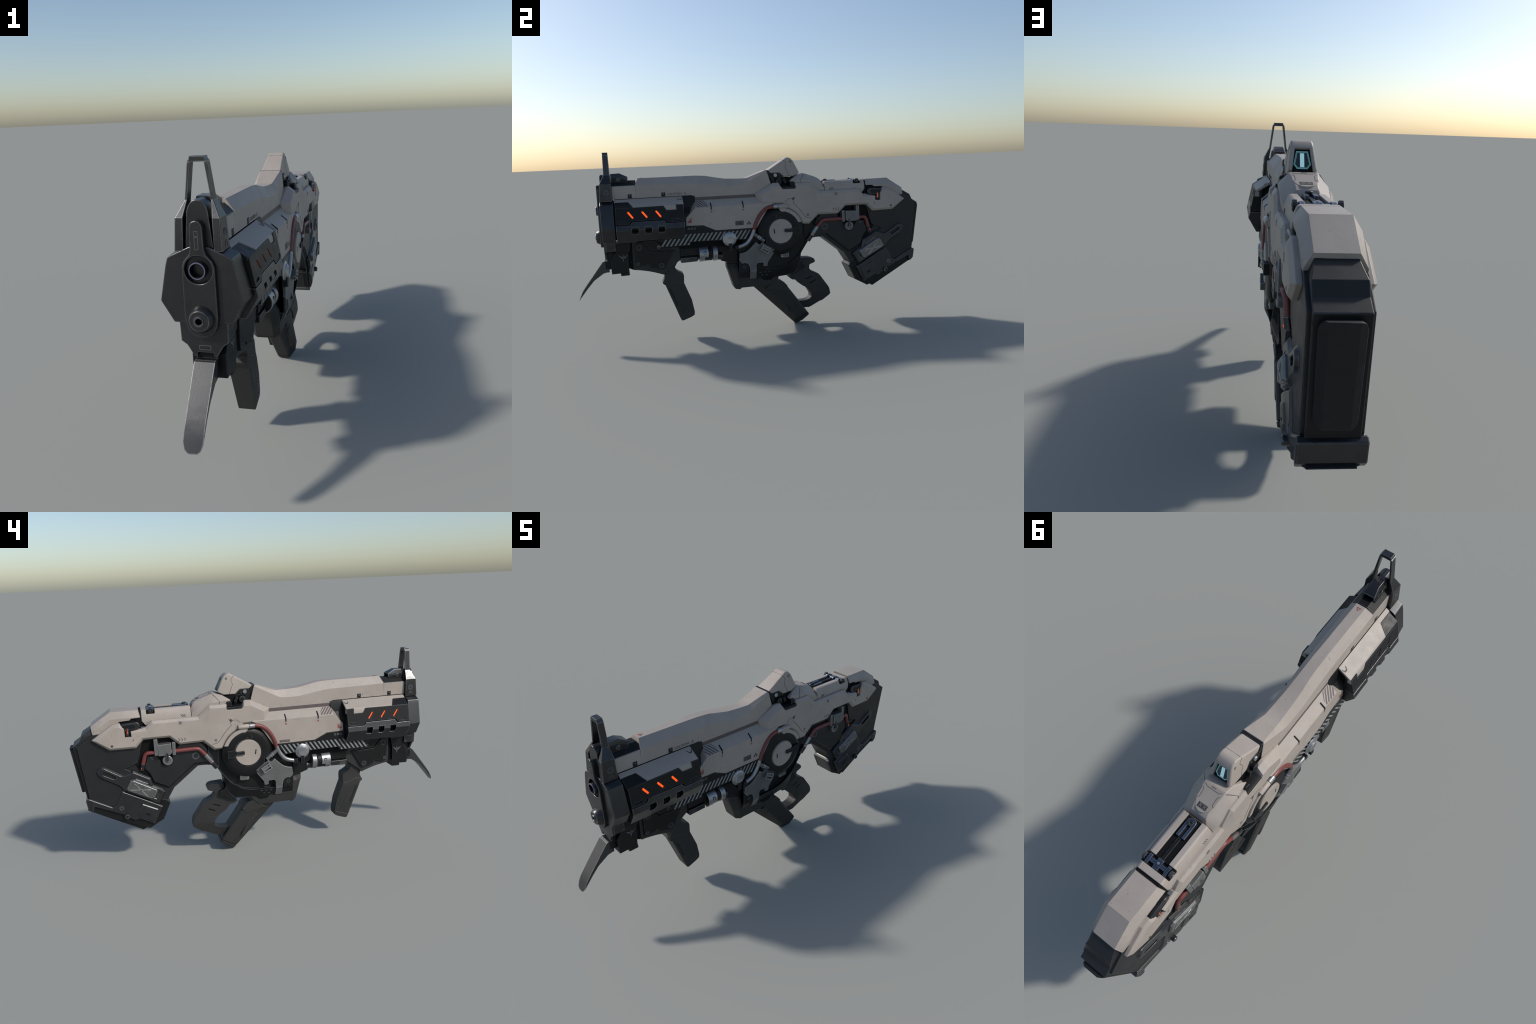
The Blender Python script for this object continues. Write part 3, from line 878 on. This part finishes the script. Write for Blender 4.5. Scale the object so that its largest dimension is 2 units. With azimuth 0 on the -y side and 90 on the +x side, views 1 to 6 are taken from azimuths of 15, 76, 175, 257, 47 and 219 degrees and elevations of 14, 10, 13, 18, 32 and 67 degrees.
# =================================================================== foregrip
fg_body = [(-.703, .5655), (-.705, .4090), (-.674, .4050), (-.625, .3950), (-.588, .3840), (-.5425, .3680), (-.5285, .3840), (-.466, .4320), (-.448, .4430), (-.443, .5200), (-.53, .52),
           (-.60, .52), (-.635, .563)]
slab("foregrip_frame", fg_body, .046, RUBBER, bevel=.004, seg=3)
plate_pts = [(-.690, .5260), (-.685, .5430), (-.676, .5530), (-.664, .5565), (-.650, .5530), (-.609, .5035), (-.474, .4980), (-.493, .4830), (-.536, .4060), (-.543, .3995), (-.552, .3985),
             (-.611, .4150), (-.614, .4300), (-.626, .4355), (-.637, .4290), (-.643, .4270), (-.680, .4225), (-.688, .427)]
pl = panel("foregrip_plate", plate_pts, .0575, .04, BLACK, bevel=.002)
for c, r in (((-.6655, .530), .0150), ((-.553, .422), .0130), ((-.6765, .441), .0085)):
    ring_mark("plate_ring", c, r, .0575, parent=pl)
    lathe("plate_bolt", "x", c, [(0, .0565), (r * .35, .0565), (r * .4, .0588), (r * .68, .0588), (r * .72, .0575), (r * .72, .05)], BLACK, 24, pair=True, parent=pl)
panel("foregrip_gusset", [(-.648, .563), (-.566, .565), (-.567, .549), (-.545, .545), (-.529, .524), (-.529, .508), (-.606, .511)], .061, .03, BLACK, bevel=.0015)
lathe("gusset_bolt", "x", (-.5625, .527), [(0, .063), (.004, .063), (.0045, .066), (.0095, .066), (.0105, .064), (.0105, .055)], GUNMETAL, 20, pair=True)
grip_w = lambda y, z: lerp(.0315, .0370, min(1, max(0, (z - .10) / .18))) if z < .30 else lerp(.037, .033, min(1, (z - .30) / .05))
fg_pts = [(-.5420, .3680), (-.5380, .3510), (-.5450, .3340), (-.5535, .3220), (-.5515, .3150), (-.5400, .3070), (-.4690, .1090), (-.4620, .0960), (-.4520, .0950), (-.4070, .1110),
          (-.3895, .1210), (-.3875, .1400), (-.4000, .2120), (-.4210, .2680), (-.4370, .3110), (-.4345, .3500), (-.4385, .3650), (-.4580, .3740), (-.4750, .3860), (-.4810, .4050), (-.466, .4300),
          (-.500, .43), (-.5285, .387)]
fgrip = slab("foregrip", fg_pts, grip_w, RUBBER, cuts=[(1, z) for z in (.28, .30, .35)], bevel=.012, seg=3)
seam("foregrip_groove", [(-.470, .1130), (-.395, .1410)], lambda y, z: grip_w(y, z), fgrip, .0014)
seam("foregrip_line", [(-.548, .3200), (-.530, .3290), (-.512, .3310), (-.490, .3220), (-.465, .3110), (-.440, .3090)], lambda y, z: grip_w(y, z), fgrip, .0012)
bms = []
stud_rows = [(-.454,), (-.453, -.424), (-.443, -.419), (-.464, -.437, -.411), (-.453, -.430), (-.449, -.423)]
for k, row in enumerate(stud_rows):
    for yq in row:
        zq = .2345 - .0176 * k
        w = grip_w(yq, zq)
        bms.append(lathe_bm("x", (yq, zq), [(0, w + .0014), (.0022, w + .0011), (.0034, w - .001)], 8))
dots = finish(join_bm(bms), "foregrip_studs", RUBBER_DARK, pair=True, parent=fgrip)
for o in dots:
    o["kind"] = "stuff"
panel("foregrip_inlay", [(-.524, .289), (-.510, .282), (-.478, .195), (-.482, .180)], lambda y, z: grip_w(y, z) + .0006, .03, RUBBER_DARK, parent=fgrip)

# =================================================================== under-barrel canister
box("under_rail", (-.056, .056), (-.447, -.345), (.466, .512), BLACK, bevel=.002)
box("under_rail_core", (-.048, .048), (-.445, -.35), (.435, .47), SOOT)
ub = panel("under_box", [(-.447, .4275), (-.356, .4300), (-.357, .4560), (-.447, .4555)], .060, .01, GUNMETAL, bevel=.002)
decal("box_outline", [bar((-.440, .4325 + .005 * k), (-.405, .4330 + .005 * k), .0006) for k in range(4)], .060, GREY_LINE, parent=ub)
CX, CZ = .040, .4680
def can_prof(r, y0, y1, ch=.002):
    return [(0, y0), (r - ch, y0), (r, y0 + ch), (r, y1 - ch), (r - ch, y1), (0, y1)]
can = lathe("canister", "y", (CX, CZ), can_prof(.0405, -.344, -.2745), BLACK, 40, pair=True)
# steel half shell wrapped round the canister
def shell_seg(r0, r1, y0, y1, a0, a1, n=14):
    arc = [(r1, a) for a in [lerp(a0, a1, k / (n - 1)) for k in range(n)]] + [(r0, a) for a in [lerp(a1, a0, k / (n - 1)) for k in range(n)]]
    return prism_bm("y", [(CX + r * math.cos(math.radians(a)), CZ + r * math.sin(math.radians(a))) for r, a in arc], y0, y1)
finish(shell_seg(.0395, .0435, -.3465, -.297, -22, 100), "canister_shell", STEEL, pair=True, parent=can, bevel=.001)
finish(shell_seg(.0395, .0435, -.3465, -.318, -75, -20), "canister_clasp", STEEL, pair=True, parent=can, bevel=.001)
lathe("canister_port", "x", (-.3165, .4765), [(0, .0800), (.005, .0800), (.0055, .0835), (.0085, .0835), (.0095, .0815), (.0095, .07)], BLACK, 20, pair=True, parent=can)
lathe("canister_ring", "y", (CX, CZ), can_prof(.0440, -.2705, -.2435, .003), STEEL, 40, pair=True, parent=can)
lathe("canister_neck", "y", (CX, CZ - .022), can_prof(.0195, -.245, -.215), GUNMETAL, 24, pair=True, parent=can)
panel("feed_block", [(-.238, .5110), (-.122, .5130), (-.122, .392), (-.218, .4350), (-.219, .4700), (-.238, .472)], .0565, .01, BLACK, bevel=.003)
slab("feed_foot", [(-.224, .436), (-.122, .412), (-.122, .385), (-.224, .421)], .05, BLACK, bevel=.002)
slab("under_channel", [(-.45, .545), (-.10, .545), (-.10, .500), (-.45, .505)], .058, SOOT)
# round valve knob
kn = lathe("valve_knob", "x", (-.1785, .5465), [(0, .1105), (.0235, .1105), (.0255, .1085), (.0262, .1050), (.0345, .1030), (.0385, .1000), (.0395, .0960), (.0360, .0930), (.024, .0925),
                                              (.022, .06)], STEEL, 40, pair=True)
panel("valve_stem", [(-.186, .528), (-.168, .528), (-.166, .481), (-.187, .481)], .1095, .085, BLACK, bevel=.002, parent=kn)
decal("valve_mark", [bar((-.187, .556), (-.170, .556), .0008), bar((-.188, .5525), (-.169, .5525), .0008)], .1105, GREY_LINE, parent=kn)

# =================================================================== drum with hoses
drum = lathe("side_drum", "x", DC, [(0, .05), (.1345, .05), (.1345, .082), (.1315, .0860), (.112, .0940), (.108, .0950), (.078, .0950), (.0740, .0945), (.0725, .0915), (.0705, .0915), (0, .0915)],
             BLACK, 72, pair=True)
cut_bm = [prism_bm("x", [(-.05, .40), (.055, .40), (.0555, .4450), (.0765, .4650), (.0285, .5030), (.0295, .5350), (-.05, .575)], .04, .2)]
carve(drum, cut_bm)
lathe("drum_cap", "x", DC, [(0, .1015), (.0665, .1015), (.0690, .0995), (.0697, .096), (.0697, .08)], WHITE, 56, pair=True, parent=drum)
panel("cap_slot", bar((.0745, .583), (.0785, .558), .0026), .1021, .098, SOOT, parent=drum)
arc = circle(DC, .1315, 18, 20, 92)
arc_in = circle(DC, .1120, 16, 20, 80) + [(.1265, .6790), (.1155, .6840)]
panel("drum_guard", arc + arc_in[:0] + list(reversed(circle(DC, .1125, 14, 22, 78))) [:0] + [(.113, .6870), (.1255, .6770)] +
      list(reversed(circle(DC, .1115, 14, 23, 78))), .0960, .07, WHITE, bevel=.0015, parent=drum)
lv = panel("drum_latch", [(.140, .5815), (.174, .5800), (.190, .5905), (.226, .5895), (.226, .5510), (.195, .5510), (.183, .5615), (.140, .5615), (.1365, .566), (.1365, .5775)],
           .1095, .09, BLACK, bevel=.002, parent=drum)
carve(lv, [prism_bm("x", [(.1455, .5755), (.1775, .5745), (.1775, .5655), (.1455, .5660)], .1065, .2)])
decal("drum_scratch", [bar((.0935, .662), (.094, .650), .0005), bar((.110, .6475), (.124, .6480), .0004), bar((.088, .6500), (.0945, .6455), .0006)], .0952, GREY_LINE, parent=drum)
# upper hose: white elbow, ribbed ferrule, red hose, steel pipe
hx = .0935
elbow = lathe("hose_elbow", "y", (hx, .7085), [(0, .106), (.0115, .106), (.0125, .108), (.0125, .157), (.0115, .162), (0, .162)], WHITE, 24, pair=True)
prof = [(0, .0765)]
for k in range(4):
    y = .0765 + .0072 * k
    prof += [(.0112, y), (.0130, y + .0010), (.0130, y + .0055), (.0112, y + .0065)]
prof += [(0, .106)]
lathe("hose_ferrule", "y", (hx, .7090), prof, STEEL, 24, pair=True, parent=elbow)
tube("red_hose", [(hx, .080, .7100), (hx, .045, .7060), (hx, .0115, .6830), (hx, -.0125, .6500), (hx, -.0290, .6150), (hx, -.0385, .5820)], .0112, RED, fil=.022, pair=True, parent=elbow)
tube("steel_pipe", [(hx, -.0375, .5860), (hx, -.0560, .5450), (hx, -.0800, .5165), (hx, -.1010, .5050), (hx, -.1320, .4975)], .0112, STEEL, fil=.02, pair=True)
tube("pipe_tee", [(hx, -.0430, .5660), (hx, -.0070, .5400), (hx, .0170, .5210)], .0105, BRACKET, fil=.01, pair=True)
for t in (.45, .60):
    c = Vector((hx, lerp(-.0430, .0170, t), lerp(.5660, .5210, t)))
    d = Vector((0, .060, -.045)).normalized()
    finish(tube_bm([c - d * .003, c + d * .003], .0122, 20), "tee_ring", STEEL, pair=True)
box("pipe_socket", (.08, .105), (-.150, -.130), (.486, .508), BLACK, bevel=.002, pair=True)

# =================================================================== lower receiver
rec_o = [(-.131, .600), (-.131, .352), (-.03, .353), (.091, .354), (.125, .360), (.155, .370), (.188, .390), (.217, .413), (.243, .444), (.269, .482), (.300, .524), (.326, .562), (.318, .62), (.10, .64)]
rec_i = [(-.131, .600), (-.131, .300), (-.03, .303), (.105, .302), (.150, .307), (.195, .312), (.222, .338), (.236, .385), (.242, .428), (.276, .488), (.302, .532), (.330, .588), (.345, .65), (.10, .66)]
rec = loft("lower_receiver", [[place("x", p, -.058) for p in rec_i], [place("x", p, -.078) for p in rec_o],
                              [place("x", p, .078) for p in rec_o], [place("x", p, .058) for p in rec_i]], BLACK, bevel=.0015)
slab("stock_strut", [(.262, .600), (.300, .604), (.349, .655), (.47, .652), (.47, .60), (.37, .60), (.328, .56), (.27, .49)], .064, BLACK, bevel=.002)
slab("receiver_lobe", [(.105, .303), (.209, .3085), (.222, .3170), (.234, .3260), (.255, .3310), (.266, .3380), (.2715, .3480), (.269, .3570), (.258, .3620), (.245, .3680), (.2380, .3860),
                       (.242, .430), (.225, .430), (.17, .33)], .0575, BLACK, bevel=.002)
br_pts = [(-.1235, .4590), (-.105, .4605), (-.087, .4660), (-.070, .4765), (-.057, .4880), (-.029, .5165), (-.006, .4985), (.008, .5125), (.078, .4670), (.074, .4490), (.0345, .3950), (.0320, .3755),
          (.0105, .3765), (.0105, .3965), (-.0215, .3980), (-.0310, .3865), (-.0305, .3525), (-.0670, .3525), (-.0690, .3700), (-.0740, .3880), (-.0830, .3990), (-.096, .4030), (-.111, .4000), (-.128, .4190)]
bra = panel("cast_bracket", br_pts, .0880, .060, BRACKET, bevel=.002)
loft("bracket_leg", [[(.05, -.0670, .3535), (.05, -.0310, .3535), (.05, -.0310, .3050), (.05, -.0670, .3050)],
                     [(.0880, -.0670, .3535), (.0880, -.0310, .3535), (.0660, -.0310, .3050), (.0660, -.0670, .3050)]], BRACKET, bevel=.0015, pair=True, parent=bra)
dirv = Vector((.0795, -.0450)).normalized(); nrm = Vector((-dirv.y, dirv.x))
def in_bracket(o, a, b):
    q = Vector((.0205, .4735)) + dirv * a + nrm * b
    return (q.x, q.y)
def brk_rect(a0, a1, b0, b1):
    return [in_bracket(0, a, b) for a, b in ((a0, b0), (a1, b0), (a1, b1), (a0, b1))]
bk = panel("bracket_buckle", brk_rect(-.026, .026, -.016, .018), .109, .085, BRACKET, bevel=.003, parent=bra)
carve(bk, [prism_bm("x", brk_rect(-.020, .020, -.012, -.002), .094, .2), prism_bm("x", brk_rect(-.019, .019, .004, .013), .103, .2)])
panel("bolt_housing", [(-.131, .4130), (-.096, .4060), (-.080, .4000), (-.0745, .3860), (-.0735, .3560), (-.078, .3500), (-.125, .3500), (-.131, .356)], .0845, .05, BLACK, bevel=.003, seg=3)
ring_mark("bolt_housing_ring", (-.1005, .3795), .0085, .0845)
panel("receiver_clip", [(.114, .4430), (.162, .4460), (.1635, .4200), (.1570, .4150), (.120, .4150), (.114, .4190)], .0830, .06, BRACKET, bevel=.002)
lathe("clip_rivet", "x", (.124, .4215), [(0, .0845), (.0035, .0845), (.004, .083)], STEEL, 12, pair=True)
decal("receiver_dash", [bar((.0 + .026 * k - .012, .3385), (.0 + .026 * k, .3395), .0014) for k in range(3)] +
      [bar((.006 + .026 * k - .006, .3210), (.006 + .026 * k + .004, .3215), .0014) for k in range(2)],
      lambda y, z: .0580 + (z - .3030) / .051 * .0200, GREY_LINE, parent=rec)
panel("receiver_catch", [(.0, .3040), (.074, .3060), (.068, .2970), (.058, .2880), (.016, .2890), (.006, .2970)], .0625, .02, SOOT, bevel=.001)

# =================================================================== magazine well and magazine
# horizontal sections: (z, nose y, corner y, rear y, nose half width, side half width)
well_rows = [(.2570, -.1535, -.124, .058, .036, .0590), (.3015, -.1665, -.140, .104, .036, .0610), (.3025, -.1667, -.1402, -.066, .036, .0625),
             (.3550, -.1815, -.1555, -.066, .035, .0625), (.3720, -.1880, -.1580, -.068, .034, .0600), (.3960, -.1890, -.1450, -.070, .030, .0450)]
loops = [[(wn, yn, z), (ws, yc, z), (ws, yr, z), (-ws, yr, z), (-ws, yc, z), (-wn, yn, z)] for z, yn, yc, yr, wn, ws in well_rows]
shoe = loft("magazine_well", loops, RUBBER, bevel=.003)
loft("well_toe", [[(-.036, -.153, .262), (.036, -.153, .262), (.056, -.124, .262), (.056, -.110, .262), (-.056, -.110, .262), (-.056, -.124, .262)],
                  [(-.034, -.1470, .2470), (.034, -.1470, .2470), (.052, -.126, .2470), (.052, -.122, .2470), (-.052, -.122, .2470), (-.052, -.126, .2470)]], RUBBER, bevel=.002, parent=shoe)
# magazine: sections across the slanted body, from the well down to the tip
front0, front1 = Vector((-.052, .262)), Vector((.2080, -.0005))
rear0, rear1 = Vector((.137, .2650)), Vector((.2870, .0570))
cross = [(0.0, .024), (.06, .031), (.40, .050), (.47, .0535), (.92, .0535), (1.0, .046)]
def mag_loop(t, k=1.0, sh=None):
    f, r = front0.lerp(front1, t), rear0.lerp(rear1, t)
    pts = []
    for s, w in cross:
        q = f.lerp(r, s)
        pts.append((w * k, q.x, q.y))
    return pts + [(-x, y, z) for x, y, z in reversed(pts)]
mag = loft("magazine", [mag_loop(0, 1), mag_loop(.35, 1.03), mag_loop(.93, .97)], RUBBER, bevel=.003)
mb = [mag_loop(.938, .985), mag_loop(1.0, .93)]
loft("magazine_base", mb, RUBBER, bevel=.003, parent=mag)
# flared hand hump at the top rear of the magazine
slab("magazine_heel", [(.055, .262), (.105, .301), (.098, .2850), (.104, .2780), (.118, .2750), (.137, .2640), (.157, .2410), (.14, .21), (.02, .235)], .0565, RUBBER, bevel=.006, seg=3)
inl = [(.058, .193), (.063, .204), (.072, .209), (.098, .210), (.108, .200), (.163, .095), (.205, .022), (.190, .030)]
panel("magazine_inlay", [(.070, .197), (.080, .207), (.098, .209), (.108, .199), (.170, .085), (.150, .085)], .0545, .03, RUBBER, bevel=.003, parent=mag)

# =================================================================== rear grip with trigger guard loop
guard_w = lambda y, z: lerp(.019, .033, min(1, max(0, (z - .10) / .07)))
grip_pts = [(.210, .3150), (.240, .3600), (.247, .3960), (.300, .3935), (.312, .3925), (.328, .3860), (.3355, .3720), (.3330, .3640), (.324, .3600), (.301, .3520), (.298, .3300), (.308, .3160),
            (.336, .3010), (.352, .2940), (.362, .2850), (.413, .2130), (.421, .1970), (.4265, .1660), (.4180, .156), (.377, .1270), (.359, .1220), (.311, .0970), (.295, .0905), (.245, .0930), (.205, .105), (.215, .134),
            (.232, .1370), (.263, .1365), (.280, .1390), (.296, .1455), (.308, .1560), (.310, .1690), (.302, .1870), (.290, .2050), (.273, .2190), (.256, .2280), (.239, .2410), (.226, .2570), (.213, .2690),
            (.192, .2710), (.177, .2850), (.190, .2960)]
grip = slab("trigger_grip", grip_pts, guard_w, RUBBER, cuts=[(1, z) for z in (.12, .14, .155, .17)], bevel=.006, seg=3)
for p, q in (((.274, .2680), (.309, .2795)), ((.302, .2420), (.334, .2560))):
    panel("grip_groove", capsule(p, q, .0032), .0334, .03, SOOT, parent=grip)

# =================================================================== stock
stock_pts = [(.25, .62), (.345, .660), (.47, .660), (.62, .74), (.66, .770), (.885, .7625), (.935, .7315), (.9495, .7020), (.9830, .6810), (.9480, .4050), (.83, .35), (.62, .350), (.548, .349), (.508, .4135),
             (.497, .4205), (.378, .5150), (.335, .5150), (.27, .505)]
stock = slab("stock_body", stock_pts, .0575, STOCKM, bevel=.0035)
# the top rear edge is chamfered like a roof
carve(stock, [prism_bm("y", [(s * .041, .7750), (s * .0575, .7300), (s * .0590, .690), (s * .09, .690), (s * .09, .80), (s * .041, .80)], .80, .948) for s in (1, -1)])
rearp = [(.645, .74), (.80, .74), (.888, .7330), (.9640, .6760), (.9370, .4060), (.835, .352), (.80, .352), (.72, .37), (.69, .50), (.7240, .5290), (.7450, .5430), (.6840, .5670), (.6700, .6020), (.6610, .6400),
         (.6520, .6680), (.6300, .6870), (.61, .70)]
panel("stock_side_plate", rearp, .0672, .04, STOCKM, bevel=.0025)
panel("stock_hollow", [(.46, .67), (.66, .71), (.70, .56), (.62, .45), (.60, .45), (.62, .55), (.50, .60)], .0590, .04, SOOT)
hatch_pts = [(.318, .5300), (.342, .5375), (.398, .5365), (.538, .4245), (.608, .4600), (.6240, .5070), (.6470, .5350), (.6470, .5430), (.6290, .5950), (.60, .5950), (.585, .5960), (.5790, .580), (.558, .5430), (.5350, .5380),
             (.5150, .5520), (.500, .590), (.49, .604), (.46, .645), (.365, .645), (.33, .60), (.300, .548)]
hatch = panel("stock_hatch", hatch_pts, .0712, .04, STOCKM, flare=(.010, .011), bevel=.0018)
ring_mark("hatch_ring", (.387, .5740), .0185, .0712, parent=hatch)
ring_mark("hatch_ring", (.387, .5740), .0145, .0712, parent=hatch)
decal("hatch_triangle", ring_polys([(.599, .590), (.6165, .590), (.608, .577)], .0015), .0712, GREY_LINE, parent=hatch)
# butt pad
pad_half = [(.0, .6690), (.034, .6690), (.0435, .6640), (.0480, .6500), (.0460, .455), (.0420, .4410), (.033, .4340), (0, .4340)]
py = lambda x, z: .9830 - (.681 - z) * .1268 * 1.0
prism("butt_pad", "y", sym(pad_half), lambda x, z: py(x, z) - .006, lambda x, z: py(x, z) + .0203 - .009 * max(0, abs(x) - .030) / .018, RUBBER_DARK,
      cuts=[(0, -.030), (0, .030)], bevel=.009, seg=4)
slab("butt_frame", [(.9660, .6830), (.9840, .6810), (.9490, .4050), (.931, .405)], .0585, BLACK, bevel=.0025)
# release lever with oblong hole and pressed steel plate
lever_pts = [(.598, .3455), (.5650, .3985), (.5780, .4135), (.6210, .4370), (.6320, .4770), (.7100, .5205), (.7560, .5055), (.7730, .5080), (.8460, .5545), (.8580, .5590), (.8690, .5575), (.8790, .5480), (.8810, .5350),
             (.8760, .5230), (.8560, .5065), (.7860, .4655), (.7720, .4520), (.7640, .4370)]
lever = panel("release_lever", lever_pts, .0765, .045, GUNMETAL, flare=(.0085, .009), bevel=.0018)
carve(lever, [prism_bm("x", capsule((.805, .5070), (.8485, .5320), .0105, 10), .060, .2),
              prism_bm("x", [(.6400, .4570), (.6970, .4915), (.7000, .4840), (.6450, .4555)], .0735, .2),
              prism_bm("x", [(.5930, .3910), (.6060, .3995), (.6200, .3720), (.6070, .3660)], .0735, .2)])
xp = panel("pressed_plate", [(.6040, .4190), (.7130, .4810), (.7250, .4790), (.7470, .4410), (.7430, .4340), (.6300, .3770), (.6180, .3810), (.6020, .4110)], .0885, .07, PRESSED,
           flare=(.006, .008), bevel=.0015)
for p, q in (((.634, .4240), (.728, .4340)), ((.7080, .4640), (.6500, .3900))):
    panel("pressed_rib", capsule(p, q, .0028, 6), .0905, .086, PRESSED, bevel=.0008, parent=xp)
# lower stock block
low_pts = [(.5830, .3190), (.6730, .3700), (.7710, .4220), (.8100, .3500), (.8330, .3440), (.9380, .4010), (.9500, .3950), (.9440, .3540), (.9300, .3390), (.9235, .3660), (.9020, .3590), (.7830, .3050), (.7250, .2650),
           (.7010, .2700), (.6310, .2330)]
lowb = panel("lower_stock_block", low_pts, .0735, .04, GUNMETAL, flare=(.0055, .006), bevel=.0018)
panel("lower_block_cheek", [(.6080, .3060), (.6790, .3420), (.7090, .3040), (.6970, .2960), (.7010, .2800), (.6320, .2470)], .0775, .06, GUNMETAL, flare=(.007, .006), bevel=.0015, parent=lowb)
lathe("block_screw", "x", (.7870, .3370), [(0, .0745), (.007, .0745), (.0075, .0755), (.0120, .0750), (.0125, .072)], GUNMETAL, 24, pair=True, parent=lowb)
lathe("block_pin", "x", (.7640, .2910), [(0, .0775), (.0065, .0775), (.0075, .0855), (.0115, .0855), (.0130, .0830), (.0130, .065)], GUNMETAL, 24, pair=True, parent=lowb)
panel("block_port", [(.6480, .2790), (.6690, .2885), (.6660, .2955), (.6450, .2860)], .0782, .07, SOOT, parent=lowb)
inner_low = [(.5360, .3320), (.5520, .3480), (.62, .372), (.80, .40), (.9480, .4060), (.9530, .3960), (.9470, .3400), (.9280, .3280), (.6540, .2000), (.6060, .2280), (.5790, .2420)]
slab("lower_stock_core", inner_low, .0600, BLACK, bevel=.003)
slab("lower_stock_nose", [(.5365, .3310), (.5500, .3470), (.60, .36), (.66, .30), (.66, .24), (.6080, .2260), (.5790, .2410)], .047, GUNMETAL, bevel=.004)
slab("lower_stock_foot", [(.668, .2060), (.6900, .1940), (.9560, .3400), (.9400, .3520), (.92, .35)], .0530, BLACK, bevel=.002)
slab("lower_stock_end", [(.915, .392), (.9435, .4080), (.9575, .3995), (.9505, .3490), (.9325, .3310), (.9215, .3480)], .0748, GUNMETAL, bevel=.0035)
# =================================================================== side box and second hose
hx2 = .0800
hose2 = tube("stock_hose", [(hx2 - .004, .3110, .5400), (hx2 - .001, .3400, .5790), (hx2, .3690, .6120), (hx2, .3900, .6150), (hx2, .4900, .6140), (hx2 - .003, .60, .6160), (hx2 - .004, .6300, .6160), (hx2 - .008, .6430, .6050),
                            (hx2 - .010, .6580, .5560)], .0105, RED, fil=.013, pair=True)
tube("hose_ferrule", [(hx2 - .006, .3060, .5330), (hx2 - .0015, .3380, .5770)], .0118, STEEL, fil=.01, pair=True)
tube("hose_ferrule_ring", [(hx2 - .0055, .3100, .5385), (hx2 - .0050, .3125, .5420)], .0121, REDMARK, fil=.01, pair=True)
tube("hose_nozzle", [(hx2 - .0120, .2820, .5000), (hx2 - .006, .3060, .5330)], .0138, GUNMETAL, fil=.01, pair=True)
tube("hose_socket", [(hx2 - .0095, .6560, .5620), (hx2 - .0140, .6640, .5300)], .0125, GUNMETAL, fil=.01, pair=True)
decal("socket_light", [bar((.6660, .5440), (.6667, .5380), .0014)], .0815, ORANGE_DIM)
bx = panel("hose_junction", [(.5085, .6590), (.5760, .6560), (.5765, .5985), (.5200, .5985), (.5100, .6080)], .0960, .05, BRACKET, bevel=.0025)
panel("junction_flange", [(.4870, .6620), (.5040, .6615), (.5055, .5960), (.4890, .5965)], .0930, .05, BRACKET, bevel=.0025, parent=bx)
panel("junction_flange", [(.5745, .6860), (.5940, .6855), (.5950, .6020), (.5770, .6030)], .0930, .05, BRACKET, bevel=.0025, parent=bx)
decal("junction_label", ring_polys([(.557, .6050), (.573, .6050), (.573, .6520), (.557, .6520)], .0012) + [bar((.558, .6160 + .012 * k), (.572, .6158 + .012 * k), .0006) for k in range(3)], .0960, GREY_LINE,
      parent=bx)
lathe("junction_knob", "x", (.5330, .5700), [(0, .0900), (.0215, .0900), (.0245, .0880), (.0252, .0850), (.0252, .06)], BRACKET, 36, pair=True, parent=bx)
panel("junction_key", capsule((.5330, .6080), (.5320, .5740), .0062), .0990, .085, GUNMETAL, bevel=.0012, parent=bx)
panel("junction_recess", [(.4980, .5980), (.5140, .5560), (.5250, .5420), (.5350, .5380), (.5450, .5420), (.5560, .5520), (.5800, .5980)], .0655, .04, SOOT)
